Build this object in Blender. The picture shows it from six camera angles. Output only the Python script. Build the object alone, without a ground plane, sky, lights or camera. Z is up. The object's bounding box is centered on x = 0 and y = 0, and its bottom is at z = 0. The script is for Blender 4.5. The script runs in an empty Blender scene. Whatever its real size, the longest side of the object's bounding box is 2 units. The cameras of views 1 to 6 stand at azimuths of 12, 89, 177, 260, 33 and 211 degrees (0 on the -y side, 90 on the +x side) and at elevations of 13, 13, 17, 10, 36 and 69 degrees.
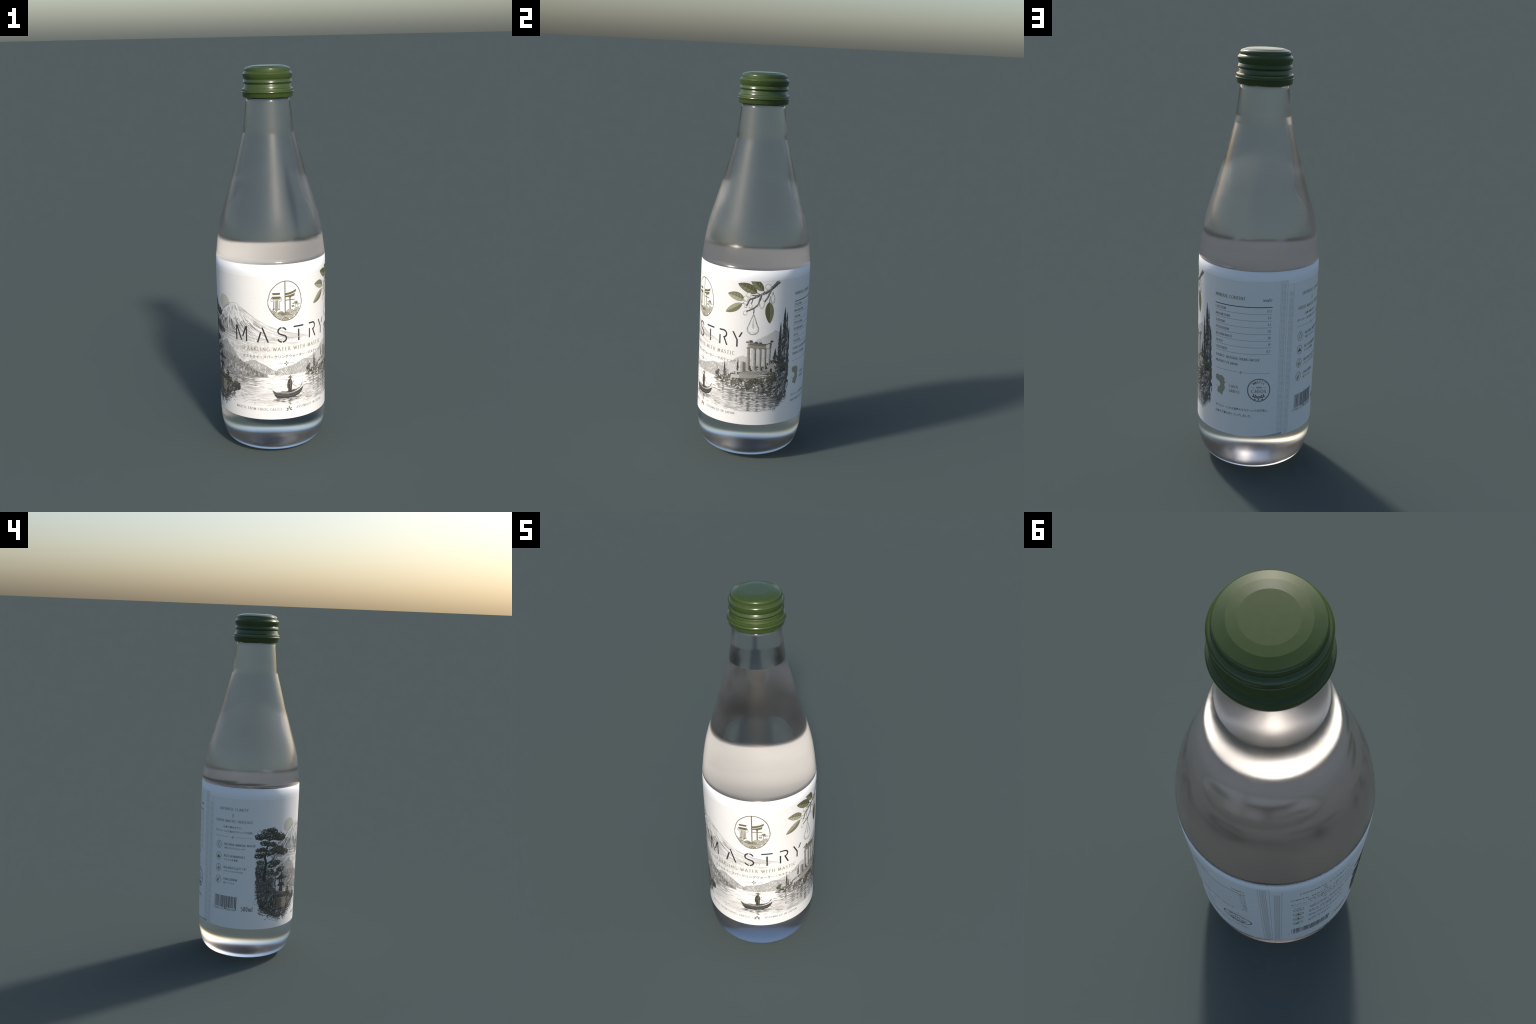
"""A clear glass bottle of sparkling water: lathed glass, green screw cap and a
wrap-around paper label whose print (lettering, emblem, ink landscape) is laid on
as very thin shapes that follow the paper."""
import bpy, math, random
import numpy as np
from mathutils import Vector, noise
from mathutils.geometry import tessellate_polygon

random.seed(7)
rng = random.Random(11)

# ------------------------------------------------------------------ helpers
def bez(p0, p1, p2, p3, n):
    t = np.linspace(0, 1, n)[:, None]
    p0, p1, p2, p3 = map(np.array, (p0, p1, p2, p3))
    return [tuple(q) for q in (1-t)**3*p0 + 3*(1-t)**2*t*p1 + 3*(1-t)*t*t*p2 + t**3*p3]

def smooth(a, b, x):
    t = min(1.0, max(0.0, (x-a)/(b-a)))
    return t*t*(3-2*t)

def lerp_table(table, v):
    for (a, fa), (b, fb) in zip(table, table[1:]):
        if v <= b:
            return fa + (fb-fa)*max(0.0, (v-a)/(b-a))
    return table[-1][1]

def add_object(name, mesh, parent=None):
    o = bpy.data.objects.new(name, mesh)
    bpy.context.collection.objects.link(o)
    if parent:
        o.parent = parent
    return o

def lathe(name, profile, mat, parent, n=240, sharp=30, tilt=None, creases=()):
    """Turn a profile of (radius, height) about z.  tilt(z) gives extra upward lean
    of the shading normal in degrees (a soft rolled edge)."""
    verts, faces, rows = [], [], []
    for r, z in profile:
        if r < 1e-6:
            rows.append([len(verts)]*n)
            verts.append((0, 0, z))
        else:
            rows.append(range(len(verts), len(verts)+n))
            verts += [(r*math.sin(math.tau*k/n), -r*math.cos(math.tau*k/n), z) for k in range(n)]
    for a, b in zip(rows, rows[1:]):
        for k in range(n):
            j = (k+1) % n
            f = list(dict.fromkeys((a[k], a[j], b[j], b[k])))
            if len(f) > 2:
                faces.append(f)
    me = bpy.data.meshes.new(name)
    me.from_pydata(verts, [], faces)
    me.polygons.foreach_set("use_smooth", [True]*len(faces))
    me.set_sharp_from_angle(angle=math.radians(sharp))
    me.materials.append(mat)
    if creases:                               # heights where the turning has a hard line
        hard = [min(range(len(profile)), key=lambda i: abs(profile[i][0]-r)+abs(profile[i][1]-z)) for r, z in creases]
        ring = {v: i for i in hard for v in rows[i]}
        flags = [e.use_edge_sharp or (ring.get(e.vertices[0], -1) == ring.get(e.vertices[1], -2)) for e in me.edges]
        me.edges.foreach_set("use_edge_sharp", flags)
    if tilt:
        me.update()
        out = []
        for loop, nrm in zip(me.loops, [Vector(c.vector) for c in me.corner_normals]):
            v = me.vertices[loop.vertex_index]
            a = math.radians(tilt(v.co.z))
            if a and v.co.xy.length > 1e-4:
                rad = Vector((v.co.x, v.co.y, 0)).normalized()
                base = math.atan2(nrm.z, nrm.dot(rad))
                nrm = rad*math.cos(base+a) + Vector((0, 0, math.sin(base+a)))
            out.append(nrm.normalized())
        me.normals_split_custom_set(out)
    return add_object(name, me, parent)

# ---------------------------------------------------------------- materials
def new_material(name):
    m = bpy.data.materials.new(name)
    m.use_nodes = True
    return m, m.node_tree, m.node_tree.nodes["Principled BSDF"]

class Nodes:
    def __init__(self, tree):
        self.t = tree
    def new(self, kind, **props):
        n = self.t.nodes.new(kind)
        for k, v in props.items():
            setattr(n, k, v)
        return n
    def link(self, a, b):
        self.t.links.new(a, b)
    def math(self, op, a, b=0.0, c=None):
        n = self.new("ShaderNodeMath", operation=op)
        for i, v in enumerate((a, b) if c is None else (a, b, c)):
            if isinstance(v, (int, float)):
                n.inputs[i].default_value = v
            else:
                self.link(v, n.inputs[i])
        return n.outputs[0]
    def ramp(self, value, lo, hi, to0=0.0, to1=1.0):
        n = self.new("ShaderNodeMapRange", interpolation_type="SMOOTHSTEP")
        self.link(value, n.inputs["Value"])
        for key, v in zip(("From Min", "From Max", "To Min", "To Max"), (lo, hi, to0, to1)):
            n.inputs[key].default_value = v
        return n.outputs["Result"]
    def noise(self, vector, scale, detail=4.0, rough=0.55):
        n = self.new("ShaderNodeTexNoise")
        n.inputs["Scale"].default_value, n.inputs["Detail"].default_value, n.inputs["Roughness"].default_value = scale, detail, rough
        self.link(vector, n.inputs["Vector"])
        return n.outputs["Fac"]
    def mix(self, fac, a, b):
        n = self.new("ShaderNodeMix", data_type="RGBA")
        for sock, v in zip((n.inputs[0], n.inputs[6], n.inputs[7]), (fac, a, b)):
            if isinstance(v, tuple):
                sock.default_value = (*v, 1.0)
            elif isinstance(v, (int, float)):
                sock.default_value = v
            else:
                self.link(v, sock)
        return n.outputs[2]

def glass_material():
    m, t, b = new_material("clear_glass")
    b.inputs["Base Color"].default_value = (1, 1, 1, 1)
    b.inputs["Roughness"].default_value = GLASS_ROUGH
    b.inputs["Transmission Weight"].default_value = 1.0
    b.inputs["IOR"].default_value = 1.5
    return m

def cap_material():
    m, t, b = new_material("green_lacquer")
    nd = Nodes(t)
    co = nd.new("ShaderNodeTexCoord").outputs["Object"]
    f = nd.noise(co, 60.0, 3.0)
    col = nd.mix(nd.ramp(f, 0.3, 0.7), (0.040, 0.066, 0.015), (0.043, 0.070, 0.017))
    nd.link(col, b.inputs["Base Color"])
    b.inputs["Roughness"].default_value = 0.21
    b.inputs["Specular IOR Level"].default_value = 0.5
    return m

PAPER = (0.855, 0.838, 0.818)
LABEL_R = 0.2865
def label_material():
    """White stock; the printed field below the top margin is a touch warmer, with
    paper mottling and soft grey ink washes behind the landscape."""
    m, t, b = new_material("label_paper")
    nd = Nodes(t)
    co = nd.new("ShaderNodeTexCoord").outputs["Object"]
    sep = nd.new("ShaderNodeSeparateXYZ")
    nd.link(co, sep.inputs[0])
    x, y, z = sep.outputs
    along = nd.math("MULTIPLY", nd.math("ARCTAN2", x, nd.math("MULTIPLY", y, -1.0)), LABEL_R)
    flat = nd.new("ShaderNodeCombineXYZ")
    nd.link(along, flat.inputs[0]); nd.link(z, flat.inputs[1])
    uv = flat.outputs[0]
    mott = nd.noise(uv, 90.0, 5.0, 0.65)
    cloud = nd.noise(uv, 9.0, 3.0)
    field = nd.mix(nd.ramp(mott, 0.3, 0.75), PAPER, (PAPER[0]*0.965, PAPER[1]*0.955, PAPER[2]*0.945))
    field = nd.mix(nd.math("MULTIPLY", nd.ramp(cloud, 0.45, 0.75), 0.35), field, (0.80, 0.775, 0.75))
    # soft washes: (centre along, centre height, half width, half height, strength)
    grain = nd.noise(uv, 45.0, 6.0, 0.7)
    strokes_vec = nd.new("ShaderNodeMapping")
    strokes_vec.inputs["Scale"].default_value = (14.0, 110.0, 1.0)
    nd.link(uv, strokes_vec.inputs["Vector"])
    ripples = nd.noise(strokes_vec.outputs[0], 1.0, 4.0, 0.6)
    for cx, cz, rx, rz, s, src in ((-0.16, 0.62, 0.26, 0.17, 0.62, grain), (0.06, 0.60, 0.30, 0.10, 0.20, grain),
                                   (-0.32, 0.52, 0.15, 0.26, 0.60, grain),
                                   (-0.16, 0.40, 0.22, 0.09, 0.85, ripples), (0.42, 0.36, 0.26, 0.09, 0.95, ripples),
                                   (0.12, 0.33, 0.34, 0.055, 0.55, ripples), (0.55, 0.44, 0.12, 0.16, 0.60, grain),
                                   (0.53, 0.60, 0.14, 0.12, 0.30, grain), (0.28, 0.48, 0.16, 0.06, 0.40, grain)):
        dx = nd.math("DIVIDE", nd.math("SUBTRACT", along, cx), rx)
        dz = nd.math("DIVIDE", nd.math("SUBTRACT", z, cz), rz)
        d = nd.math("SQRT", nd.math("ADD", nd.math("MULTIPLY", dx, dx), nd.math("MULTIPLY", dz, dz)))
        fac = nd.math("MULTIPLY", nd.ramp(d, 0.35, 1.0, s, 0.0), nd.ramp(src, 0.34, 0.66))
        field = nd.mix(fac, field, (0.34, 0.33, 0.315))
    # the printed field starts below a plain margin; its border climbs a little toward the overlap
    rise = nd.ramp(along, 0.25, 0.60, 0.0, 0.014)
    back = nd.ramp(along, -0.765, -0.764, 1.0, 0.0)
    border = nd.math("ADD", nd.math("MAXIMUM", rise, nd.math("MULTIPLY", back, 0.016)), 0.9715)
    gap = nd.math("SUBTRACT", z, border)
    col = nd.mix(nd.ramp(gap, -0.0006, 0.0006), field, (0.89, 0.89, 0.89))
    edge = nd.ramp(nd.math("ABSOLUTE", gap), 0.0006, 0.0020, 0.16, 0.0)
    col = nd.mix(edge, col, (0.40, 0.39, 0.36))
    nd.link(col, b.inputs["Base Color"])
    b.inputs["Roughness"].default_value = 0.5
    bump = nd.new("ShaderNodeBump")
    bump.inputs["Strength"].default_value = 0.06
    bump.inputs["Distance"].default_value = 0.002
    nd.link(mott, bump.inputs["Height"])
    nd.link(bump.outputs[0], b.inputs["Normal"])
    return m

INKS = dict(  # greys darkened to stay visible where sunlight clips the paper to white
    black=(0.032, 0.032, 0.034), char=(0.044, 0.044, 0.042), soot=(0.068, 0.066, 0.062), dark=(0.102, 0.099, 0.092),
    mid=(0.155, 0.150, 0.142), grey=(0.225, 0.218, 0.208), pale=(0.315, 0.306, 0.294), mist=(0.425, 0.415, 0.40), haze=(0.57, 0.556, 0.538),
    snow=(0.855, 0.84, 0.82), stone=(0.41, 0.382, 0.335), sand=(0.275, 0.240, 0.185), umber=(0.130, 0.108, 0.081),
    olive=(0.128, 0.119, 0.050), olive_dark=(0.076, 0.072, 0.030), olive_soft=(0.34, 0.33, 0.245), moss=(0.112, 0.106, 0.058), pine=(0.064, 0.066, 0.055),
    leaf=(0.180, 0.177, 0.096), leaf_light=(0.36, 0.355, 0.245), leaf_dark=(0.092, 0.092, 0.047), text=(0.125, 0.125, 0.125), text_olive=(0.205, 0.195, 0.120),
    sun=(0.575, 0.56, 0.48), key=(0.52, 0.50, 0.44), amber=(0.45, 0.335, 0.175), pearl=(0.74, 0.715, 0.67), under=(0.42, 0.42, 0.41))
_ink_cache = {}
def ink(name):
    if name not in _ink_cache:
        m, t, b = new_material("ink_"+name)
        nd = Nodes(t)
        co = nd.new("ShaderNodeTexCoord").outputs["Object"]
        f = nd.noise(co, 260.0, 3.0, 0.7)
        c = INKS[name]
        light = tuple(min(0.85, v*1.22 + 0.012) for v in c)
        nd.link(nd.mix(nd.ramp(f, 0.42, 0.8), c, light), b.inputs["Base Color"])
        b.inputs["Roughness"].default_value = 0.5
        _ink_cache[name] = m
    return _ink_cache[name]

# ------------------------------------------------------------- print system
LABEL_LOW, LABEL_TOP = 0.212, 1.036
LABEL_PROFILE = [(0.212, 0.2822), (0.93, 0.2868), (0.97, 0.2867), (1.00, 0.2864), (1.036, 0.2852)]
SEAM = -0.766           # where the label ends meet, metres along the paper (0.005 m per degree)
PER_DEGREE = 0.005

HEIGHT_CUTS = (0.93, 0.97, 1.0)
def slice_polygon(poly, axis, cuts):
    """Split a convex polygon by straight cuts across one axis."""
    parts, rest = [], list(poly)
    for c in cuts:
        below, above = [], []
        for p, q in zip(rest, rest[1:]+rest[:1]):
            (below if p[axis] <= c else above).append(p)
            if (p[axis] <= c) != (q[axis] <= c):
                t = (c-p[axis])/(q[axis]-p[axis])
                m = (p[0]+(q[0]-p[0])*t, p[1]+(q[1]-p[1])*t)
                below.append(m); above.append(m)
        if len(below) > 2:
            parts.append(below)
        rest = above
        if len(rest) < 3:
            return parts
    return parts + [rest]

class Print:
    """Collects flat shapes in label coordinates (metres along the paper, height) and
    wraps them round the bottle as thin skins.  Like a painter's strokes, each shape
    lies a few microns above everything it overlaps that was laid before it."""
    CELL, STEP, pile = 0.004, 0.0000026, {}
    def __init__(self, name, layer, kind=None):
        self.name, self.layer, self.kind = name, layer, kind
        self.laid, self.tris, self.mats, self.slots = [], [], [], []
    def _emit(self, tris, mat):
        self.laid.append((list(tris), mat))
    def stack(self):
        """Lay the shapes in order and cut them along the paper's own one-degree facets."""
        pile, c = Print.pile, Print.CELL
        for tris, mat in self.laid:
            if mat not in self.slots:
                self.slots.append(mat)
            slot = self.slots.index(mat)
            cells = set()
            for t in tris:
                xs, zs = [q[0] for q in t], [q[1] for q in t]
                cells.update((i, j) for i in range(int(min(xs)//c), int(max(xs)//c)+1) for j in range(int(min(zs)//c), int(max(zs)//c)+1))
            level = 1 + max((pile.get(k, 0) for k in cells), default=0)
            for k in cells:
                pile[k] = level
            lift = 0.00025 + level*Print.STEP
            for tri in tris:
                for poly in slice_polygon(tri, 1, HEIGHT_CUTS):
                    lo, hi = min(q[0] for q in poly), max(q[0] for q in poly)
                    cuts = [PER_DEGREE*k for k in range(math.floor(lo/PER_DEGREE)+1, math.ceil(hi/PER_DEGREE))]
                    for part in slice_polygon(poly, 0, cuts):
                        for i in range(1, len(part)-1):
                            self.tris.append((part[0], part[i], part[i+1], lift))
                            self.mats.append(slot)
    def poly(self, pts, mat):
        idx = tessellate_polygon([[Vector((x, y, 0)) for x, y in pts]])
        self._emit([(pts[i], pts[j], pts[k]) for i, j, k in idx], mat)
    def stroke(self, pts, width, mat, taper=(1.0, 1.0), nib=None):
        """A brush line; width may shrink toward either end, or follow a broad nib (thin, thick, angle)."""
        if taper == (0, 0) and len(pts) == 2:
            (x0, y0), (x1, y1) = pts
            pts = [(x0+(x1-x0)*t, y0+(y1-y0)*t) for t in (0, 0.3, 0.7, 1)]
        n = len(pts)
        left, right = [], []
        for i, (x, y) in enumerate(pts):
            x0, y0 = pts[max(0, i-1)]
            x1, y1 = pts[min(n-1, i+1)]
            dx, dy = x1-x0, y1-y0
            d = math.hypot(dx, dy) or 1e-9
            t = i/(n-1)
            w = width*(taper[0]*(1-t) + taper[1]*t) if n > 2 or taper != (0, 0) else width
            if taper == (0, 0):
                w = width*(0.12 + 0.88*math.sin(math.pi*min(0.97, max(0.03, t))))
            if nib:
                w = width*(nib[0] + nib[1]*abs(math.sin(math.atan2(dy, dx) - nib[2])))
            nx, ny = -dy/d*w/2, dx/d*w/2
            left.append((x+nx, y+ny)); right.append((x-nx, y-ny))
        tris = []
        for i in range(n-1):
            tris += [(left[i], right[i], right[i+1]), (left[i], right[i+1], left[i+1])]
        self._emit(tris, mat)
    def line(self, x0, y0, x1, y1, width, mat):
        self.stroke([(x0, y0), (x1, y1)], width, mat)
    def ellipse(self, cx, cy, rx, ry, mat, n=28, jitter=0.0, a0=0.0):
        self.poly([(cx + rx*(1+jitter*(rng.random()-.5))*math.cos(a0+math.tau*i/n), cy + ry*(1+jitter*(rng.random()-.5))*math.sin(a0+math.tau*i/n)) for i in range(n)], mat)
    def ring(self, cx, cy, rx, ry, width, mat, a0=0.0, a1=math.tau, n=48):
        self.stroke([(cx+rx*math.cos(a0+(a1-a0)*i/n), cy+ry*math.sin(a0+(a1-a0)*i/n)) for i in range(n+1)], width, mat)
    def tri_mesh(self, tris, mat):
        self._emit(tris, mat)
    def build(self, parent, inside=False):
        count = len(self.tris)
        if not count:
            return None
        a = np.array([(p[0], p[1], t[3]) for t in self.tris for p in t[:3]], float)
        heights, radii = zip(*LABEL_PROFILE)
        lift = -a[:, 2]-0.0008 if inside else a[:, 2]
        r = np.interp(a[:, 1], heights, radii) + lift
        th = np.radians(a[:, 0]/PER_DEGREE)
        co = np.stack([r*np.sin(th), -r*np.cos(th), a[:, 1]], -1)
        # wind every triangle outward
        t = co.reshape(-1, 3, 3)
        nrm = np.cross(t[:, 1]-t[:, 0], t[:, 2]-t[:, 0])
        flip = (nrm[:, 0]*t[:, 0, 0] + nrm[:, 1]*t[:, 0, 1]) < 0
        t[flip] = t[flip][:, ::-1]
        keep = np.linalg.norm(nrm, axis=1) > 1e-13
        t, mats = t[keep], np.array(self.mats)[keep]
        me = bpy.data.meshes.new(self.name)
        me.vertices.add(len(t)*3); me.loops.add(len(t)*3); me.polygons.add(len(t))
        me.vertices.foreach_set("co", t.reshape(-1))
        me.loops.foreach_set("vertex_index", np.arange(len(t)*3))
        me.polygons.foreach_set("loop_start", np.arange(len(t))*3)
        me.polygons.foreach_set("loop_total", np.full(len(t), 3))
        me.polygons.foreach_set("material_index", mats)
        for s in self.slots:
            me.materials.append(ink(s))
        me.update(); me.validate()
        o = add_object(self.name, me, parent)
        if self.kind:
            o["kind"] = self.kind
        return o

def rand(a, b):
    return rng.uniform(a, b)

def jag(points, step=0.008, amp=0.003, seed=0.0):
    """Roughen an open line of points into a hand drawn ridge."""
    out = []
    for (x0, y0), (x1, y1) in zip(points, points[1:]):
        n = max(1, int(math.hypot(x1-x0, y1-y0)/step))
        for i in range(n):
            t = i/n
            x, y = x0+(x1-x0)*t, y0+(y1-y0)*t
            out.append((x, y + amp*2*noise.noise((x*160, y*160, seed))))
    out.append(points[-1])
    return out

def foliage(p, cx, cy, rx, ry, n, inks, size=(0.003, 0.007), shade=None):
    """A clump of leaves or needles: ragged dabs, the darker inks underneath."""
    for i in range(n):
        a, q = rand(0, math.tau), math.sqrt(rng.random())
        x, y = cx+rx*q*math.cos(a), cy+ry*q*math.sin(a)
        s = rand(*size)
        k = (y-cy)/ry*0.5+0.5 + rand(-0.35, 0.35)
        m = inks[min(len(inks)-1, max(0, int(k*len(inks))))]
        p.ellipse(x, y, s, s*rand(0.5, 0.9), m, n=6, jitter=0.9, a0=rand(0, 6))

def rock(p, cx, cy, rx, ry, tones=("dark", "grey", "stone", "soot")):
    """A boulder: shadow body, a lit upper-left facet, a bright top edge, cracks."""
    n = 8
    base = [(cx+rx*rand(0.7, 1.12)*math.cos(math.tau*i/n), cy+ry*rand(0.65, 1.12)*math.sin(math.tau*i/n)) for i in range(n)]
    p.poly(base, tones[0])
    heart = (cx+rx*rand(0.0, 0.35), cy-ry*rand(-0.1, 0.3))
    p.poly(base[2:6]+[heart], tones[1])
    p.poly([base[2], base[3], base[4], (cx-rx*0.15, cy+ry*0.25)], tones[2])
    for _ in range(2):
        x = cx+rand(-0.5, 0.7)*rx
        p.stroke([(x, cy+rand(0, 0.5)*ry), (x+rand(-0.25, 0.35)*rx, cy-rand(0.3, 0.9)*ry)], rand(0.0010, 0.0018), tones[3], taper=(1, 0.3))

# ------------------------------------------------------------------ letters
def arc(cx, cy, rx, ry, a0, a1, n=9):
    return [(cx+rx*math.cos(math.radians(a0+(a1-a0)*i/n)), cy+ry*math.sin(math.radians(a0+(a1-a0)*i/n))) for i in range(n+1)]

# glyphs of a roman capital face on a unit height: width, pen lines, serif feet
GLYPHS = {
    "A": (0.76, [[(0.03, 0), (0.38, 1)], [(0.38, 1), (0.73, 0)], [(0.15, 0.34), (0.60, 0.34)]], [(0.03, 0), (0.73, 0)]),
    "B": (0.60, [[(0.12, 0), (0.12, 1)], [(0.12, 1)]+arc(0.28, 0.77, 0.20, 0.23, 90, -90)+[(0.12, 0.54)], [(0.12, 0.54)]+arc(0.30, 0.27, 0.24, 0.27, 90, -90)+[(0.12, 0)]], [(0.12, 0), (0.12, 1)]),
    "C": (0.74, [arc(0.42, 0.5, 0.36, 0.5, 48, 312, 16)], []),
    "D": (0.78, [[(0.12, 0), (0.12, 1)], [(0.12, 1)]+arc(0.32, 0.5, 0.38, 0.5, 90, -90, 14)+[(0.12, 0)]], [(0.12, 0), (0.12, 1)]),
    "E": (0.56, [[(0.12, 0), (0.12, 1)], [(0.12, 0.98), (0.50, 0.98)], [(0.12, 0.52), (0.42, 0.52)], [(0.12, 0.02), (0.52, 0.02)]], [(0.12, 0), (0.12, 1)]),
    "F": (0.54, [[(0.12, 0), (0.12, 1)], [(0.12, 0.98), (0.50, 0.98)], [(0.12, 0.52), (0.42, 0.52)]], [(0.12, 0), (0.12, 1)]),
    "G": (0.78, [arc(0.42, 0.5, 0.36, 0.5, 48, 330, 16), [(0.71, 0.06), (0.71, 0.42)]], [(0.70, 0.42)]),
    "H": (0.80, [[(0.12, 0), (0.12, 1)], [(0.68, 0), (0.68, 1)], [(0.12, 0.52), (0.68, 0.52)]], [(0.12, 0), (0.12, 1), (0.68, 0), (0.68, 1)]),
    "I": (0.32, [[(0.16, 0), (0.16, 1)]], [(0.16, 0), (0.16, 1)]),
    "J": (0.36, [[(0.20, 1), (0.20, 0.0), (0.16, -0.14), (0.03, -0.2)]], [(0.20, 1)]),
    "K": (0.70, [[(0.12, 0), (0.12, 1)], [(0.62, 1), (0.14, 0.48)], [(0.26, 0.58), (0.68, 0)]], [(0.12, 0), (0.12, 1), (0.66, 0)]),
    "L": (0.54, [[(0.12, 0), (0.12, 1)], [(0.12, 0.02), (0.51, 0.02)]], [(0.12, 0), (0.12, 1)]),
    "M": (0.94, [[(0.11, 0), (0.15, 1)], [(0.15, 1), (0.47, 0.08)], [(0.47, 0.08), (0.79, 1)], [(0.79, 1), (0.83, 0)]], [(0.11, 0), (0.83, 0)]),
    "N": (0.82, [[(0.12, 0), (0.12, 1)], [(0.12, 1), (0.70, 0)], [(0.70, 0), (0.70, 1)]], [(0.12, 0), (0.70, 1)]),
    "O": (0.86, [arc(0.43, 0.5, 0.37, 0.5, 90, 450, 22)], []),
    "P": (0.58, [[(0.12, 0), (0.12, 1)], [(0.12, 1)]+arc(0.28, 0.74, 0.24, 0.26, 90, -90)+[(0.12, 0.48)]], [(0.12, 0), (0.12, 1)]),
    "R": (0.66, [[(0.12, 0), (0.12, 1)], [(0.12, 1)]+arc(0.28, 0.75, 0.22, 0.25, 90, -90)+[(0.12, 0.50)], [(0.28, 0.50), (0.64, 0)]], [(0.12, 0), (0.12, 1), (0.62, 0)]),
    "S": (0.54, [arc(0.28, 0.75, 0.20, 0.25, 30, 250, 11)+arc(0.27, 0.26, 0.22, 0.26, 80, -145, 11)], []),
    "T": (0.66, [[(0.33, 0), (0.33, 1)], [(0.02, 0.98), (0.64, 0.98)]], [(0.33, 0)]),
    "U": (0.78, [[(0.12, 1), (0.12, 0.34)]+arc(0.39, 0.30, 0.27, 0.30, 180, 360)+[(0.66, 1)]], [(0.12, 1), (0.66, 1)]),
    "W": (1.04, [[(0.02, 1), (0.28, 0)], [(0.28, 0), (0.52, 0.92)], [(0.52, 0.92), (0.76, 0)], [(0.76, 0), (1.02, 1)]], [(0.03, 1), (1.01, 1)]),
    "Y": (0.68, [[(0.02, 1), (0.34, 0.48)], [(0.66, 1), (0.34, 0.48)], [(0.34, 0.48), (0.34, 0)]], [(0.34, 0), (0.03, 1), (0.65, 1)]),
    "X": (0.66, [[(0.05, 1), (0.60, 0)], [(0.60, 1), (0.05, 0)]], [(0.05, 1), (0.60, 0), (0.60, 1), (0.05, 0)]),
    "0": (0.56, [arc(0.28, 0.5, 0.21, 0.5, 90, 450, 16)], []),
    "1": (0.36, [[(0.06, 0.86), (0.20, 1), (0.20, 0)]], [(0.20, 0)]),
    "2": (0.52, [arc(0.25, 0.74, 0.19, 0.26, 165, -40, 9)+[(0.05, 0.02)], [(0.05, 0.03), (0.48, 0.03)]], []),
    "3": (0.50, [arc(0.22, 0.76, 0.18, 0.24, 150, -90, 9), arc(0.22, 0.26, 0.22, 0.26, 90, -150, 9)], []),
    "4": (0.54, [[(0.38, 0), (0.38, 1), (0.03, 0.30), (0.52, 0.30)]], []),
    "5": (0.50, [[(0.44, 0.97), (0.12, 0.97), (0.09, 0.56)]+arc(0.22, 0.30, 0.22, 0.30, 100, -140, 10)], []),
    "6": (0.54, [[(0.42, 0.98), (0.16, 0.62), (0.07, 0.32)]+arc(0.28, 0.29, 0.21, 0.29, 180, 540, 14)], []),
    "7": (0.50, [[(0.04, 0.97), (0.46, 0.97), (0.18, 0)]], []),
    "8": (0.54, [arc(0.27, 0.75, 0.18, 0.24, 90, 450, 14), arc(0.27, 0.27, 0.22, 0.27, 90, 450, 14)], []),
    "9": (0.54, [arc(0.27, 0.70, 0.21, 0.29, 0, 360, 14)+[(0.46, 0.40), (0.14, 0.02)]], []),
    "p": (0.52, [[(0.10, 0.62), (0.10, -0.28)], arc(0.27, 0.31, 0.19, 0.31, 150, -150, 12)], [(0.10, -0.28)]),
    "m": (0.84, [[(0.10, 0), (0.10, 0.64)], [(0.10, 0.46)]+arc(0.26, 0.44, 0.15, 0.19, 160, 0, 6)+[(0.41, 0)], [(0.41, 0.46)]+arc(0.57, 0.44, 0.15, 0.19, 160, 0, 6)+[(0.72, 0)]], [(0.10, 0), (0.41, 0), (0.72, 0)]),
    "g": (0.52, [arc(0.25, 0.36, 0.17, 0.26, 0, 360, 14), [(0.42, 0.60), (0.42, -0.08), (0.30, -0.24), (0.08, -0.20)]], []),
    "l": (0.26, [[(0.13, 0), (0.13, 1.02)]], [(0.13, 0)]),
    "/": (0.36, [[(0.02, -0.08), (0.34, 1.05)]], []), "(": (0.30, [arc(0.34, 0.45, 0.26, 0.62, 125, 235, 8)], []), ")": (0.30, [arc(-0.04, 0.45, 0.26, 0.62, 55, -55, 8)], []),
    "|": (0.26, [[(0.13, -0.1), (0.13, 1.1)]], []), ".": (0.22, [[(0.10, 0.0), (0.10, 0.13)]], []), ",": (0.22, [[(0.12, 0.12), (0.06, -0.16)]], []),
    ":": (0.24, [[(0.12, 0.02), (0.12, 0.15)], [(0.12, 0.48), (0.12, 0.61)]], []), "±": (0.54, [[(0.27, 0.28), (0.27, 0.82)], [(0.05, 0.55), (0.49, 0.55)], [(0.05, 0.06), (0.49, 0.06)]], []), " ": (0.34, [], []),
}
def text_width(text, track):
    return sum(GLYPHS[c][0]+track for c in text) - track

def roman(p, text, x, y, height, mat, span=None, align="left", track=0.10, weight=0.155, squeeze=1.0):
    """Set a line in the roman face; span stretches the tracking to an exact length. y is the line's middle."""
    if span:
        track = (span/height/squeeze - text_width(text, 0))/max(1, len(text)-1)
    w = text_width(text, track)*height*squeeze
    x = x if align == "left" else x-w if align == "right" else x-w/2
    y -= height/2
    for c in text:
        gw, lines, feet = GLYPHS[c]
        for pts in lines:
            p.stroke([(x+u*height*squeeze, y+v*height) for u, v in pts], height*weight, mat, nib=(0.42, 0.62, math.radians(12)))
        for u, v in feet:
            p.line(x+(u-0.12)*height*squeeze, y+v*height, x+(u+0.12)*height*squeeze, y+v*height, height*0.07, mat)
        x += (gw+track)*height*squeeze

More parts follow.
